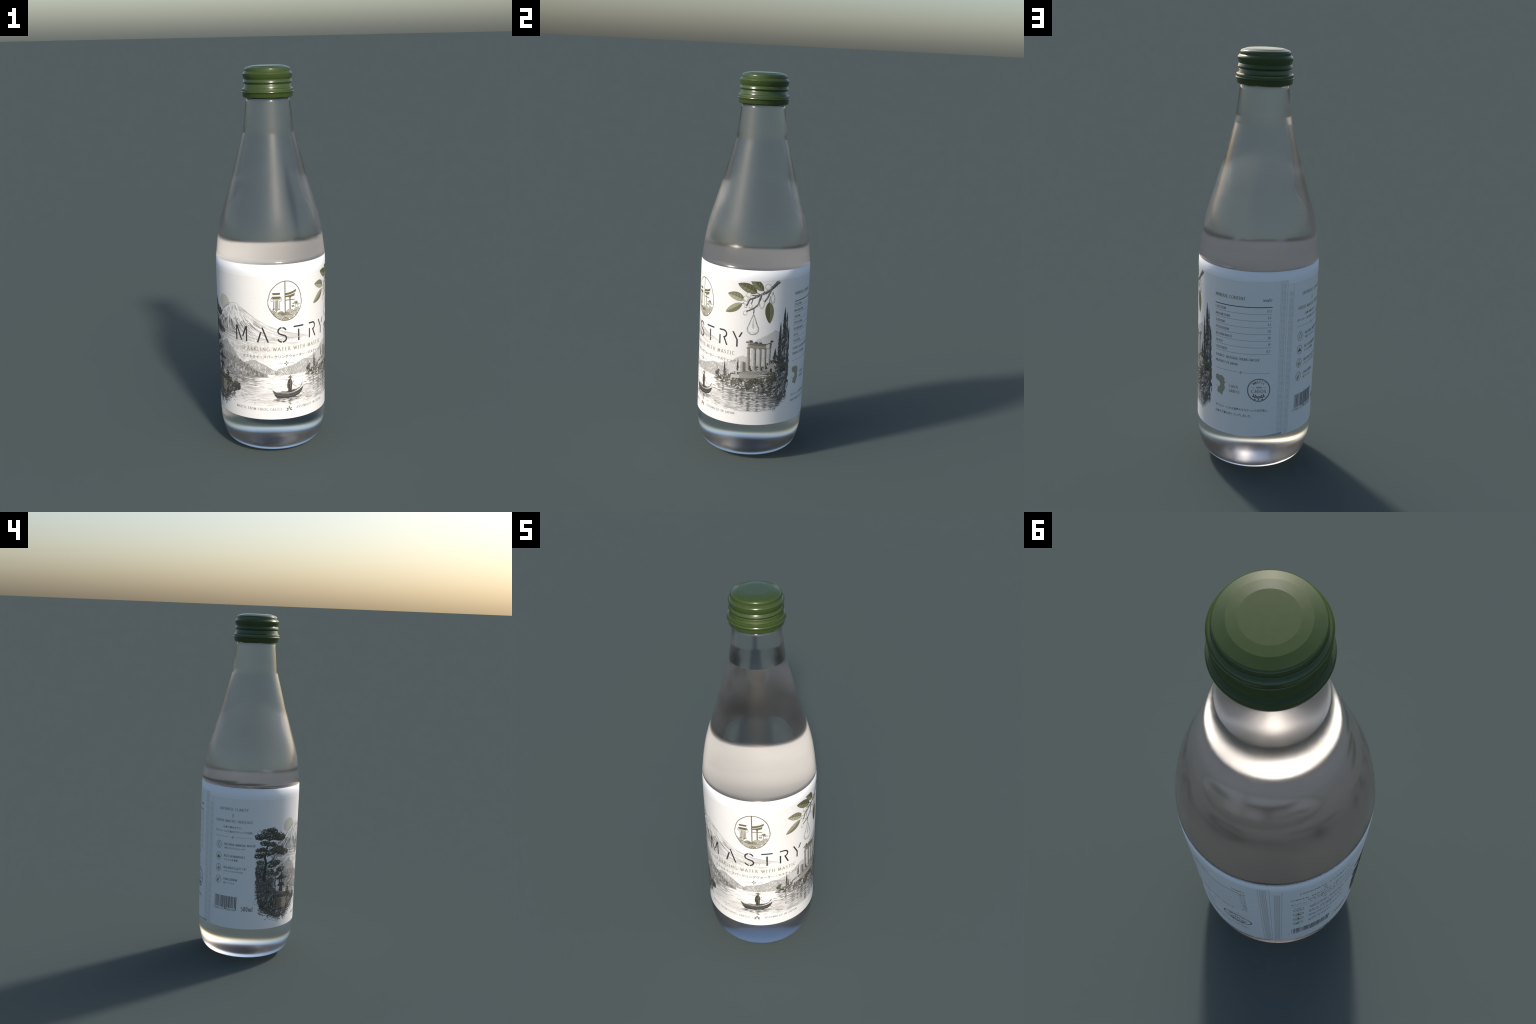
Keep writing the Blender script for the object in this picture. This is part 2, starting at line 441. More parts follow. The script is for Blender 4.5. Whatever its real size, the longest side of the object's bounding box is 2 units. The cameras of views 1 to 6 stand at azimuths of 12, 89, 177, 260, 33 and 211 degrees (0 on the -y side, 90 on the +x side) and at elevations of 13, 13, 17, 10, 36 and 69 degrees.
def sans(p, text, x0, x1, y, height, mat, embolden=0.0):
    """Japanese and plain figures, from the built-in font, fitted between x0 and x1; y is the middle."""
    cu = bpy.data.curves.new("lettering_source", "FONT")
    cu.body, cu.size, cu.resolution_u, cu.offset = text, 1.0, 2, embolden
    o = bpy.data.objects.new("lettering_source", cu)
    me = o.to_mesh()
    me.calc_loop_triangles()
    v = np.array([q.co[:2] for q in me.vertices])
    lo, hi = v.min(0), v.max(0)
    s = np.array([(x1-x0)/(hi[0]-lo[0]), height/(hi[1]-lo[1])])
    v = (v-lo)*s + (x0, y-height/2)
    p.tri_mesh([tuple((float(v[i][0]), float(v[i][1])) for i in t.vertices) for t in me.loop_triangles], mat)
    o.to_mesh_clear()
    bpy.data.objects.remove(o)
    bpy.data.curves.remove(cu)

# ================================================================= the bottle
GLASS_ROUGH = 0.15
bottle = bpy.data.objects.new("water_bottle", None)
bpy.context.collection.objects.link(bottle)
bottle["label"] = "clear glass water bottle, green screw cap, ink landscape paper label"
bottle["category"] = "glass bottle"

glass, lacquer, paper = glass_material(), cap_material(), label_material()

# underside swells down to a soft foot, then the heel rounds up into the wall
base = [(0.2245*k/16, 0.020*(k/16)**3) for k in range(17)]
base += bez((0.2245, 0.020), (0.2582, 0.038), (0.2694, 0.08), (0.2786, 0.145), 20)[1:]
base += bez((0.2786, 0.145), (0.2810, 0.165), (0.2820, 0.19), (0.2822, LABEL_LOW), 8)[1:]
# how steeply the glass widens at each height, from the label up to the neck crease
FLARE = [(LABEL_TOP, 0.115), (1.06, 0.11), (1.12, 0.13), (1.17, 0.165), (1.215, 0.222), (1.25, 0.280), (1.29, 0.304), (1.35, 0.300), (1.43, 0.294), (1.475, 0.277), (1.667, 0.278)]
shoulder, radius, step = [(0.1308, 1.667)], 0.1308, (1.667-LABEL_TOP)/72
for i in range(72):
    z = 1.667-step*i
    radius += step*lerp_table(FLARE, z-step/2)
    shoulder.insert(0, (radius, z-step))
shoulder[0] = (LABEL_PROFILE[-1][1], LABEL_TOP)
shoulder += [(0.1302, 1.672), (0.1272, 1.698), (0.1236, 1.729), (0.1200, 1.76), (0.1163, 1.79), (0.1126, 1.820)]
shoulder += bez((0.1126, 1.820), (0.1118, 1.829), (0.1078, 1.836), (0.103, 1.8365), 14)[1:]
shoulder += [(0.1005, 1.8375), (0.1005, 1.90), (0.1005, 1.975), (0, 1.975)]

def glass_lean(z):
    return 30*(1-smooth(LABEL_TOP, 1.062, z)) if 1.0 < z < 1.07 else 0.0
def label_lean(z):
    return 38*((z-0.985)/(LABEL_TOP-0.985))**1.3 if z > 0.985 else 0.0

lathe("glass_base", base, glass, bottle, sharp=60)
lathe("glass_body", shoulder, glass, bottle, sharp=60, tilt=glass_lean, creases=((0.1308, 1.667),))
zs = [LABEL_LOW, 0.4, 0.6, 0.8, 0.93, 0.97, 0.985, 1.0, 1.01, 1.02, 1.028, LABEL_TOP]
label = lathe("paper_label", [(lerp_table(LABEL_PROFILE, z), z) for z in zs], paper, bottle, n=360, tilt=label_lean)

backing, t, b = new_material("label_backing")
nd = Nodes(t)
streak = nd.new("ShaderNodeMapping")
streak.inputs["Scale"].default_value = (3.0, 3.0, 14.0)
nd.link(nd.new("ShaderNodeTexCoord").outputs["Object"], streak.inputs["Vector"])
nd.link(nd.mix(nd.ramp(nd.noise(streak.outputs[0], 1.0, 3.0), 0.35, 0.7), (0.70, 0.683, 0.657), (0.625, 0.61, 0.59)), b.inputs["Base Color"])  # greyed and streaked to tone down the bright band refracted above the label
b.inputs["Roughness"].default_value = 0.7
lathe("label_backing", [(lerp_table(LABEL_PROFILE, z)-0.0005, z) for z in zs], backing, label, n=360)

cap_shell = [(0.1190, 1.9045), (0.1178, 1.9075), (0.1180, 1.909), (0.1236, 1.9155), (0.1246, 1.9178), (0.1238, 1.9202), (0.1205, 1.9285), (0.1186, 1.9310), (0.1192, 1.9330)]
cap_shell += bez((0.1200, 1.9345), (0.1232, 1.941), (0.1252, 1.950), (0.1253, 1.9585), 8) + [(0.1240, 1.9612), (0.1190, 1.9672), (0.1160, 1.9690), (0.1147, 1.9705), (0.1143, 1.9800)]
cap_shell += bez((0.1143, 1.9812), (0.1130, 1.9860), (0.1105, 1.9880), (0.1083, 1.9895), 6) + [(0.0845, 1.9975), (0.0612, 1.9995), (0, 2.0)]
band = [(0.1035, 1.8395), (0.1090, 1.8378), (0.1180, 1.8398), (0.1255, 1.8440), (0.1268, 1.8480), (0.1270, 1.8590), (0.1282, 1.8622), (0.1322, 1.8672), (0.1332, 1.8692), (0.1326, 1.8712), (0.1306, 1.8742), (0.1305, 1.8830), (0.1298, 1.8852), (0.1260, 1.8872), (0.1226, 1.8890), (0.1212, 1.8920), (0.1190, 1.9045)]
cap = lathe("screw_cap", cap_shell, lacquer, bottle, n=200, sharp=24, creases=((0.0612, 1.9995), (0.0845, 1.9975), (0.1083, 1.9895), (0.1143, 1.9800)))
lathe("tamper_band", band, lacquer, cap, n=200, sharp=22)

# ================================================================== the print
prints = []
def sheet(name, layer, kind=None):
    p = Print(name, layer, kind)
    prints.append(p)
    return p

def interp(table):
    xs, ys = zip(*sorted(table))
    return lambda v: float(np.interp(v, xs, ys))

# ---- sun and snow mountain
p = sheet("sun_disc_print", 0)
p.ellipse(-0.2325, 0.813, 0.0445, 0.0420, "sun", n=40)

p = sheet("mountain_print", 1, "stuff")
left_edge = interp([(0.818, -0.190), (0.785, -0.228), (0.748, -0.277), (0.70, -0.332), (0.62, -0.40)])
right_edge = interp([(0.823, -0.135), (0.815, -0.118), (0.789, -0.076), (0.747, -0.011), (0.712, 0.060), (0.690, 0.115), (0.668, 0.19), (0.645, 0.28)])
ridge = [(-0.330, 0.70), (-0.277, 0.748), (-0.228, 0.785), (-0.191, 0.817), (-0.182, 0.813), (-0.171, 0.820), (-0.160, 0.815), (-0.148, 0.825), (-0.126, 0.820), (-0.076, 0.789), (-0.011, 0.747), (0.06, 0.712), (0.115, 0.690), (0.12, 0.672), (0.05, 0.665), (-0.02, 0.655), (-0.10, 0.650), (-0.20, 0.650), (-0.30, 0.655)]
p.poly(ridge, "snow")
p.stroke(jag([(-0.330, 0.700), (-0.277, 0.748), (-0.191, 0.817), (-0.171, 0.819), (-0.148, 0.825), (-0.126, 0.820)], 0.006, 0.001), 0.0016, "grey")
p.stroke(jag([(-0.126, 0.820), (-0.076, 0.789), (-0.011, 0.747), (0.06, 0.712), (0.11, 0.692)], 0.006, 0.0008), 0.0012, "pale", taper=(1, 0.4))
def flank(u, z):
    return left_edge(z)*(1-u) + right_edge(z)*u
def gully(u, z0, z1, width, tone, wob=0.004):
    n = 7
    s = rand(0, 99)
    pts = [(flank(u, z0+(z1-z0)*i/n) + wob*noise.noise((s, i*0.7, 0)), z0+(z1-z0)*i/n) for i in range(n+1)]
    p.stroke(pts, width, tone, taper=(0, 0))
def snow_edge(u):
    return 0.775 - 0.020*abs(math.sin(u*19)) - 0.012*abs(math.sin(u*47+1)) - 0.040*u
bins = 110
for k in range(bins):                     # the rock flank under the snow, rib by rib
    u0, u1 = k/bins, (k+1)/bins
    z0 = snow_edge(u0)+rand(-0.012, 0.008)
    foot = 0.645+rand(-0.015, 0.022)
    for j in range(5):
        za, zb = z0+(foot-z0)*j/5, z0+(foot-z0)*(j+1)/5
        x = flank(u0, za)
        if x > rand(-0.02, 0.09) or x < -0.335:
            continue
        wash = smooth(-0.06, 0.05, x)*0.8 + 0.30*smooth(0.725, 0.69, za)*smooth(-0.20, -0.13, x) + 0.10*j + (0.22 if u0 > 0.5 else -0.08) + rand(-0.24, 0.22)
        tone = ("mid", "grey", "pale", "mist", "haze", "snow")[min(5, max(0, int(wash*5.6+0.6)))]
        top = [(flank(u0, za), za), (flank(u1, za), za+(rand(-0.006, 0.010) if j == 0 else 0))]
        p.poly(top+[(flank(u1, zb), zb), (flank(u0, zb), zb)], tone)
for i in range(700):
    u = rand(0, 1)
    snow_line = snow_edge(u) + rand(-0.006, 0.006)
    z0 = min(rand(0.64, 0.825), 0.822-0.02*abs(u-0.4))
    x0 = flank(u, z0)
    if x0 > 0.16 or x0 < -0.325:
        continue
    length = rand(0.018, 0.05)*(0.6 if z0 < 0.67 else 1.0)
    if z0 < 0.67 and rng.random() < 0.5:
        continue
    if z0 > snow_line:
        if rng.random() < 0.55:
            continue
        tone = rng.choice(("mist", "pale", "haze") if u > 0.25 else ("grey", "pale", "mid"))
        gully(u, z0, z0-length*0.7, rand(0.0012, 0.0028), tone)
    else:
        fade = smooth(-0.10, 0.08, x0) + smooth(0.69, 0.645, z0)*0.4 + 0.55*smooth(0.73, 0.69, z0)*smooth(-0.20, -0.13, x0)
        dark = ("mid", "grey", "dark", "pale", "snow") if u < 0.45 else ("grey", "pale", "mid", "mist", "haze")
        tone = rng.choice(dark) if rng.random() > fade else rng.choice(("mist", "haze", "haze"))
        gully(u, z0, z0-length, rand(0.0016, 0.0040), tone)
for i in range(90):                       # snow ribs run on into the dark flank
    u = rand(0.02, 0.95)
    z0 = rand(0.70, 0.79)
    if flank(u, z0) < 0.05:
        gully(u, z0, z0-rand(0.03, 0.07), rand(0.0018, 0.0036), "snow")
for i in range(150):                      # drifting mist below the mountain
    x, z = rand(-0.24, 0.26), rand(0.585, 0.675)
    if z > 0.66-0.10*max(0, x-0.1)/0.2 and x > 0.1:
        continue
    if 0.578 < z < 0.613 and x > -0.13:      # keep the line of text clear
        continue
    w = rand(0.02, 0.06)
    p.stroke([(x-w, z+w*0.22), (x-w*0.3, z+w*0.06), (x+w*0.3, z-w*0.05), (x+w, z-w*0.12)], rand(0.002, 0.005), rng.choice(("haze", "mist", "haze", "snow")), taper=(0, 0))

# ---- far hills on both shores
p = sheet("hill_print", 2, "stuff")
def hills(line, foot, tones, seed, hatch=1.0, lean=-0.4):
    top = jag(line, 0.006, 0.0022, seed)
    height = interp(top)
    p.poly(top + [(line[-1][0], foot), (line[0][0], foot)], tones[0])
    p.stroke(top, 0.0013, tones[2])
    n = int((line[-1][0]-line[0][0])*700*hatch)
    for i in range(n):
        x = rand(line[0][0], line[-1][0])
        h = height(x)
        if h-foot < 0.004:
            continue
        z = foot + (h-foot)*rng.random()
        d = min(rand(0.006, 0.022), z-foot)
        s = lean if rng.random() < 0.6 else -lean
        p.stroke([(x, z), (x+s*d*0.5+rand(-0.001, 0.001), z-d*0.5), (x+s*d, z-d)], rand(0.001, 0.003), rng.choice(tones[1:]), taper=(0, 0))
# pale mountains behind the temple
hills([(0.20, 0.500), (0.222, 0.520), (0.27, 0.527), (0.314, 0.540), (0.345, 0.552), (0.367, 0.570), (0.401, 0.586), (0.44, 0.574), (0.47, 0.585), (0.53, 0.57), (0.58, 0.55)], 0.475, ("haze", "mist", "pale", "haze", "snow"), 3.0, 1.2)
hills([(0.445, 0.640), (0.471, 0.677), (0.506, 0.692), (0.535, 0.706), (0.565, 0.724), (0.585, 0.715), (0.61, 0.690)], 0.560, ("haze", "mist", "haze", "pale"), 5.0, 1.4, 0.5)
hills([(0.072, 0.470), (0.09, 0.488), (0.151, 0.500), (0.185, 0.507), (0.219, 0.523), (0.254, 0.522), (0.29, 0.512), (0.33, 0.50)], 0.452, ("mist", "pale", "grey", "haze", "snow"), 7.0, 2.2, 0.5)
# left shore: small peak, long spur, second spur
hills([(-0.30, 0.585), (-0.25, 0.597), (-0.217, 0.618), (-0.200, 0.598), (-0.183, 0.588), (-0.152, 0.555), (-0.12, 0.52)], 0.47, ("mist", "pale", "grey", "haze", "mid"), 1.0, 2.2)
hills([(-0.12, 0.500), (-0.091, 0.516), (-0.060, 0.528), (-0.035, 0.534), (-0.01, 0.520), (0.013, 0.512), (0.056, 0.486), (0.085, 0.472), (0.118, 0.461)], 0.458, ("mist", "pale", "grey", "haze", "snow", "mid"), 2.0, 2.0)
hills([(-0.27, 0.545), (-0.215, 0.548), (-0.182, 0.541), (-0.152, 0.530), (-0.12, 0.528), (-0.091, 0.513), (-0.07, 0.505), (-0.049, 0.492), (-0.02, 0.476), (0.014, 0.463), (0.03, 0.456)], 0.442, ("pale", "grey", "mid", "mist", "dark"), 4.0, 2.6)
spur = interp([(-0.27, 0.545), (-0.182, 0.541), (-0.12, 0.528), (-0.091, 0.513), (-0.049, 0.492), (-0.02, 0.476), (0.014, 0.463)])
for i in range(110):                      # fir trees on the spur
    x = rand(-0.26, 0.01)
    h = rand(0.006, 0.014)
    z = rand(0.446, max(0.450, spur(x)-h*0.4))
    p.poly([(x-h*0.26, z), (x+h*0.26, z), (x+rand(-.001, .001), z+h)], rng.choice(("dark", "soot", "mid", "dark")))
for x, z, w, h in ((-0.155, 0.478, 0.012, 0.018), (-0.140, 0.470, 0.014, 0.012), (-0.120, 0.462, 0.018, 0.013), (-0.102, 0.466, 0.010, 0.017), (-0.088, 0.459, 0.012, 0.009), (-0.165, 0.455, 0.018, 0.010), (-0.190, 0.488, 0.012, 0.016), (-0.208, 0.470, 0.014, 0.012), (-0.07, 0.462, 0.010, 0.006), (-0.04, 0.455, 0.012, 0.006), (-0.018, 0.459, 0.009, 0.006)):
    p.poly([(x, z), (x+w, z), (x+w, z+h), (x+w*0.5, z+h*1.35), (x, z+h)], "haze")
    p.poly([(x+w*0.55, z), (x+w, z), (x+w, z+h), (x+w*0.55, z+h*1.2)], "pale")
    for k in range(2):
        p.line(x+w*(0.25+0.3*k), z+h*0.3, x+w*(0.25+0.3*k), z+h*0.65, 0.0012, "mid")

# ---- water: long flat brush marks, thicker under the shores
p = sheet("water_print", 3, "stuff")
def ripple(x, z, w, thick, tone):
    p.stroke([(x-w, z+rand(-.0006, .0006)), (x-w*0.4, z+rand(-.001, .001)), (x+w*0.3, z+rand(-.001, .001)), (x+w, z+rand(-.0006, .0006))], thick, tone, taper=(0, 0))
shore_z = interp([(-0.28, 0.440), (-0.10, 0.440), (0.02, 0.456), (0.12, 0.456), (0.235, 0.438), (0.32, 0.425), (0.42, 0.404), (0.50, 0.384), (0.64, 0.35)])
low_z = interp([(-0.24, 0.30), (-0.18, 0.300), (0.0, 0.288), (0.25, 0.285), (0.45, 0.283), (0.58, 0.292), (0.65, 0.35)])
for i in range(2100):
    x = rand(-0.24, 0.625)
    hi, lo = shore_z(x), low_z(x)
    t = rng.random()**1.25
    z = hi + (lo-hi)*t
    weight = 0.25 + 0.75*smooth(0.20, 0.42, x) + 0.65*smooth(0.02, -0.10, x)*(1-t*0.8)
    if -0.02 < x < 0.22:
        weight *= 0.42
    if rng.random() > weight:
        continue
    near = (1-t)
    if x > 0.24:
        tones = ("mid", "grey", "dark", "pale") if t < 0.45 else ("pale", "mist", "haze", "grey")
    elif x < 0.03:
        tones = ("grey", "pale", "mid") if t < 0.35 else ("mist", "haze", "pale", "haze")
    else:
        tones = ("haze", "haze", "mist")
    w = rand(0.005, 0.022)
    if x+w > 0.648:
        continue
    ripple(x, z, w, rand(0.0012, 0.0034), rng.choice(tones))
for i in range(170):                      # light gaps across the dark water
    x = rand(0.25, 0.60)
    z = rand(0.295, shore_z(x)-0.012)
    ripple(x, z, rand(0.008, 0.02), rand(0.0012, 0.0024), rng.choice(("snow", "haze", "snow")))
# reflections: columns of broken marks below whatever stands on the shore
for cx, top, bottom, w, tone in ((0.300, 0.425, 0.335, 0.006, "mid"), (0.376, 0.405, 0.33, 0.006, "dark"), (0.345, 0.415, 0.33, 0.020, "grey"), (0.440, 0.385, 0.283, 0.012, "soot"), (0.485, 0.375, 0.283, 0.011, "soot"), (0.405, 0.40, 0.31, 0.015, "dark"),
                                 (0.525, 0.365, 0.30, 0.016, "dark"), (0.565, 0.36, 0.30, 0.022, "dark"), (0.60, 0.36, 0.305, 0.018, "soot"), (0.27, 0.43, 0.385, 0.018, "grey"), (-0.155, 0.44, 0.395, 0.016, "grey"), (-0.105, 0.44, 0.40, 0.016, "grey"), (-0.045, 0.45, 0.41, 0.014, "pale")):
    for k in range(int((top-bottom)/0.0032)):
        z = top - 0.0032*k
        if rng.random() < 0.86:
            ripple(cx+rand(-0.003, 0.003), z+rand(-.001, .001), w*rand(0.5, 1.1), rand(0.0016, 0.0030), tone)

# ---- boatman
p = sheet("boat_print", 5)
for i in range(60):
    t = rng.random()
    ripple(0.065+0.15*t+rand(-.01, .01), 0.325-rand(0, 0.022)+0.012*t, rand(0.006, 0.02), rand(0.0014, 0.003), rng.choice(("dark", "soot", "mid", "grey")))
for k in range(12):
    ripple(0.147+rand(-.003, .003), 0.322-0.003*k, 0.010*rand(0.6, 1.2), 0.0022, rng.choice(("dark", "mid", "soot")))
hull = [(0.053, 0.374), (0.060, 0.370), (0.074, 0.3615), (0.104, 0.356), (0.140, 0.3515), (0.169, 0.3545), (0.195, 0.362), (0.2235, 0.3765), (0.224, 0.370), (0.214, 0.352), (0.200, 0.338), (0.170, 0.3285), (0.139, 0.325), (0.105, 0.325), (0.078, 0.328), (0.066, 0.344)]
p.poly(hull, "soot")
p.poly([(0.066, 0.352), (0.090, 0.345), (0.130, 0.341), (0.170, 0.344), (0.212, 0.362), (0.214, 0.352), (0.200, 0.338), (0.170, 0.3285), (0.139, 0.325), (0.105, 0.325), (0.078, 0.328), (0.068, 0.341)], "char")
p.poly([(0.082, 0.360), (0.104, 0.3585), (0.140, 0.354), (0.168, 0.357), (0.205, 0.372), (0.190, 0.374), (0.162, 0.369), (0.130, 0.363), (0.100, 0.363)], "soot")
p.stroke([(0.160, 0.366), (0.185, 0.370), (0.206, 0.376), (0.214, 0.388), (0.2195, 0.399)], 0.0050, "umber", taper=(0.5, 0.9))
for a in range(3):
    p.stroke([(0.060, 0.367-a*0.005), (0.085, 0.354-a*0.005), (0.125, 0.349-a*0.006), (0.165, 0.350-a*0.006), (0.205, 0.363-a*0.006)], 0.0012, ("sand", "soot", "sand")[a])
p.stroke([(0.102, 0.3655), (0.125, 0.361)], 0.004, "sand"); p.stroke([(0.172, 0.369), (0.192, 0.372)], 0.003, "haze")
p.stroke([(0.158, 0.402), (0.185, 0.381)], 0.0024, "umber"); p.stroke([(0.205, 0.357), (0.231, 0.335)], 0.0022, "umber")
p.stroke([(0.231, 0.335), (0.226, 0.327)], 0.0014, "grey")
robe = [(0.1385, 0.424), (0.146, 0.431), (0.153, 0.430), (0.158, 0.420), (0.161, 0.404), (0.159, 0.398), (0.158, 0.375), (0.157, 0.354), (0.150, 0.357), (0.145, 0.353), (0.138, 0.356), (0.1365, 0.380), (0.1325, 0.381), (0.1325, 0.400), (0.135, 0.416)]
p.poly(robe, "char")
p.poly([(0.149, 0.428), (0.154, 0.424), (0.157, 0.410), (0.152, 0.400), (0.150, 0.380), (0.148, 0.400)], "umber")
p.stroke([(0.142, 0.420), (0.139, 0.400), (0.140, 0.372)], 0.0016, "umber"); p.stroke([(0.152, 0.398), (0.153, 0.365)], 0.0014, "sand")
p.stroke([(0.142, 0.404), (0.150, 0.4035)], 0.002, "pale")
p.stroke([(0.156, 0.414), (0.163, 0.409), (0.169, 0.417)], 0.0028, "char")
p.ellipse(0.1505, 0.433, 0.004, 0.006, "umber", n=10)
p.poly([(0.1335, 0.4370), (0.142, 0.4425), (0.151, 0.4495), (0.158, 0.4405), (0.1645, 0.4350), (0.15, 0.4345)], "umber")
p.poly([(0.151, 0.4495), (0.158, 0.4405), (0.1635, 0.4355), (0.151, 0.438)], "sand")
p.stroke([(0.117, 0.426), (0.128, 0.421)], 0.0012, "pale"); p.stroke([(0.092, 0.432), (0.100, 0.431)], 0.0010, "mist")

# ---- ruined temple on its headland
p = sheet("headland_print", 6, "stuff")
cliff = [(0.235, 0.437), (0.250, 0.452), (0.275, 0.462), (0.30, 0.468), (0.335, 0.478), (0.386, 0.497), (0.42, 0.508), (0.54, 0.512), (0.575, 0.545), (0.60, 0.57), (0.652, 0.575), (0.657, 0.50), (0.653, 0.451), (0.640, 0.40), (0.630, 0.355), (0.56, 0.360), (0.493, 0.384), (0.425, 0.406), (0.385, 0.416), (0.319, 0.426)]
p.poly(jag(cliff+[cliff[0]], 0.006, 0.003), "mid")
for i in range(210):                      # rocks and rubble, larger to the right
    x = rand(0.245, 0.645)
    hi = np.interp(x, [0.245, 0.30, 0.39, 0.53, 0.58, 0.65], [0.448, 0.464, 0.492, 0.505, 0.55, 0.55])
    z = rand(shore_z(x)+0.003, hi)
    s = rand(0.005, 0.011)*(1+1.3*smooth(0.42, 0.60, x))
    dark = smooth(0.50, 0.63, x)
    tones = ("soot", "dark", "grey", "char") if rng.random() < dark*0.75 else rng.choice((("dark", "stone", "haze", "soot"), ("mid", "stone", "snow", "dark"), ("dark", "grey", "haze", "char"), ("umber", "sand", "stone", "soot")))
    rock(p, x, z, s, s*rand(0.5, 0.8), tones)
for i in range(70):                       # tumbled slabs at the foot of the crag
    x = rand(0.50, 0.63)
    rock(p, x, rand(shore_z(x)+0.002, 0.44), rand(0.008, 0.018), rand(0.004, 0.009), rng.choice((("soot", "mid", "stone", "char"), ("char", "grey", "haze", "black"), ("char", "dark", "grey", "black"))))
for i in range(26):                       # pale boulders along the waterline
    x = rand(0.26, 0.60)
    rock(p, x, shore_z(x)+rand(-0.002, 0.006), rand(0.007, 0.016), rand(0.004, 0.007), ("dark", "stone", "snow", "char"))
for i in range(150):                      # shadowed crag at the right, dry vertical strokes
    x = rand(0.585, 0.658)
    z = rand(0.36, 0.58)
    p.stroke([(x, z), (x+rand(-.003, .003), z-0.012), (x-rand(0, .006), z-rand(0.02, 0.04))], rand(0.002, 0.005), rng.choice(("soot", "dark", "mid", "char", "grey")), taper=(0, 0))
for i in range(40):
    x = rand(0.575, 0.645)
    z = rand(0.38, 0.50)
    p.stroke([(x, z), (x-rand(.003, .012), z-rand(0.01, 0.025))], rand(0.002, 0.004), rng.choice(("haze", "stone", "pale")))
for cx, cz, rx, rz, n in ((0.262, 0.468, 0.012, 0.012, 24), (0.35, 0.482, 0.012, 0.006, 14), (0.395, 0.455, 0.012, 0.012, 22), (0.440, 0.430, 0.020, 0.018, 46), (0.460, 0.450, 0.020, 0.014, 40), (0.475, 0.465, 0.012, 0.014, 26), (0.50, 0.445, 0.012, 0.010, 20), (0.430, 0.412, 0.012, 0.010, 20),
                          (0.565, 0.475, 0.020, 0.022, 50), (0.550, 0.452, 0.018, 0.012, 30), (0.575, 0.575, 0.016, 0.014, 30), (0.56, 0.556, 0.020, 0.010, 30), (0.625, 0.52, 0.025, 0.020, 50), (0.60, 0.555, 0.02, 0.014, 30), (0.53, 0.535, 0.012, 0.014, 20), (0.445, 0.520, 0.010, 0.012, 14), (0.475, 0.524, 0.008, 0.010, 12), (0.505, 0.520, 0.008, 0.012, 14), (0.285, 0.452, 0.012, 0.008, 16), (0.32, 0.468, 0.010, 0.007, 12)):
    foliage(p, cx, cz, rx*1.15, rz*1.1, int(n*1.7), ("black", "char", "pine", "moss", "olive_dark", "moss"), (0.002, 0.0052))
for x, z, w, h in ((0.258, 0.447, 0.010, 0.012), (0.272, 0.452, 0.012, 0.015), (0.287, 0.445, 0.016, 0.012), (0.318, 0.462, 0.014, 0.016), (0.338, 0.448, 0.018, 0.014), (0.330, 0.430, 0.020, 0.015), (0.352, 0.484, 0.014, 0.012), (0.366, 0.478, 0.014, 0.018), (0.300, 0.432, 0.018, 0.012), (0.404, 0.424, 0.020, 0.024)):
    p.poly([(x, z), (x+w, z), (x+w, z+h), (x, z+h)], "stone")      # village walls
    p.poly([(x, z), (x+w*0.55, z), (x+w*0.55, z+h), (x, z+h)], rng.choice(("haze", "stone", "haze")))
    p.poly([(x+w*0.6, z), (x+w, z), (x+w, z+h*0.95), (x+w*0.6, z+h)], "dark")
    foliage(p, x+rand(0, w), z+0.001, w*0.5, h*0.3, 7, ("char", "pine", "moss", "sand"), (0.002, 0.004))
    p.line(x-0.001, z+h, x+w+0.001, z+h, 0.0016, "dark"); p.line(x+w*0.25, z+h*0.3, x+w*0.25, z+h*0.65, 0.0014, "soot")
    p.line(x, z, x+w, z, 0.0016, "soot")
for i in range(120):                      # shadow flecks tie the rubble together
    x = rand(0.25, 0.60)
    z = rand(shore_z(x), shore_z(x)+0.06)
    p.stroke([(x, z), (x+rand(0.003, 0.010), z-rand(-0.002, 0.005))], rand(0.0012, 0.0030), rng.choice(("char", "soot", "dark", "umber")), taper=(1, 0.3))
p = sheet("temple_print", 8)
def courses(x0, x1, z0, z1, slope, tone, joint, rows):
    p.poly([(x0, z0), (x1, z0+slope), (x1, z1+slope), (x0, z1)], tone)
    for r in range(rows+1):
        z = z0+(z1-z0)*r/rows
        p.line(x0, z, x1, z+slope, 0.0011, joint)
        if r < rows:
            n = int((x1-x0)/0.012)
            for k in range(n):
                x = x0+(x1-x0)*(k+0.5*(r % 2)+0.3)/n
                f = (x-x0)/(x1-x0)
                p.line(x, z+slope*f, x, z+(z1-z0)/rows+slope*f, 0.0010, joint)
courses(0.342, 0.392, 0.462, 0.480, 0.004, "haze", "pale", 3)
courses(0.386, 0.478, 0.464, 0.492, 0.006, "stone", "dark", 5)
courses(0.392, 0.532, 0.490, 0.506, 0.004, "pale", "dark", 3)
courses(0.470, 0.520, 0.474, 0.490, 0.004, "stone", "mid", 3)
for k in range(5):
    p.line(0.478+0.006*k, 0.470+0.006*k, 0.526+0.002*k, 0.474+0.006*k, 0.0020, ("haze", "mid", "snow", "dark", "stone")[k])
# tower
p.poly([(0.392, 0.500), (0.420, 0.502), (0.417, 0.556), (0.411, 0.553), (0.403, 0.557), (0.391, 0.553)], "stone")
p.poly([(0.403, 0.501), (0.420, 0.502), (0.417, 0.556), (0.411, 0.553), (0.403, 0.557)], "mid")
for k in range(16):
    x, z = rand(0.393, 0.417), rand(0.505, 0.55)
    p.line(x, z, x+rand(.002, .004), z, 0.0016, "soot" if x > 0.403 else "sand")
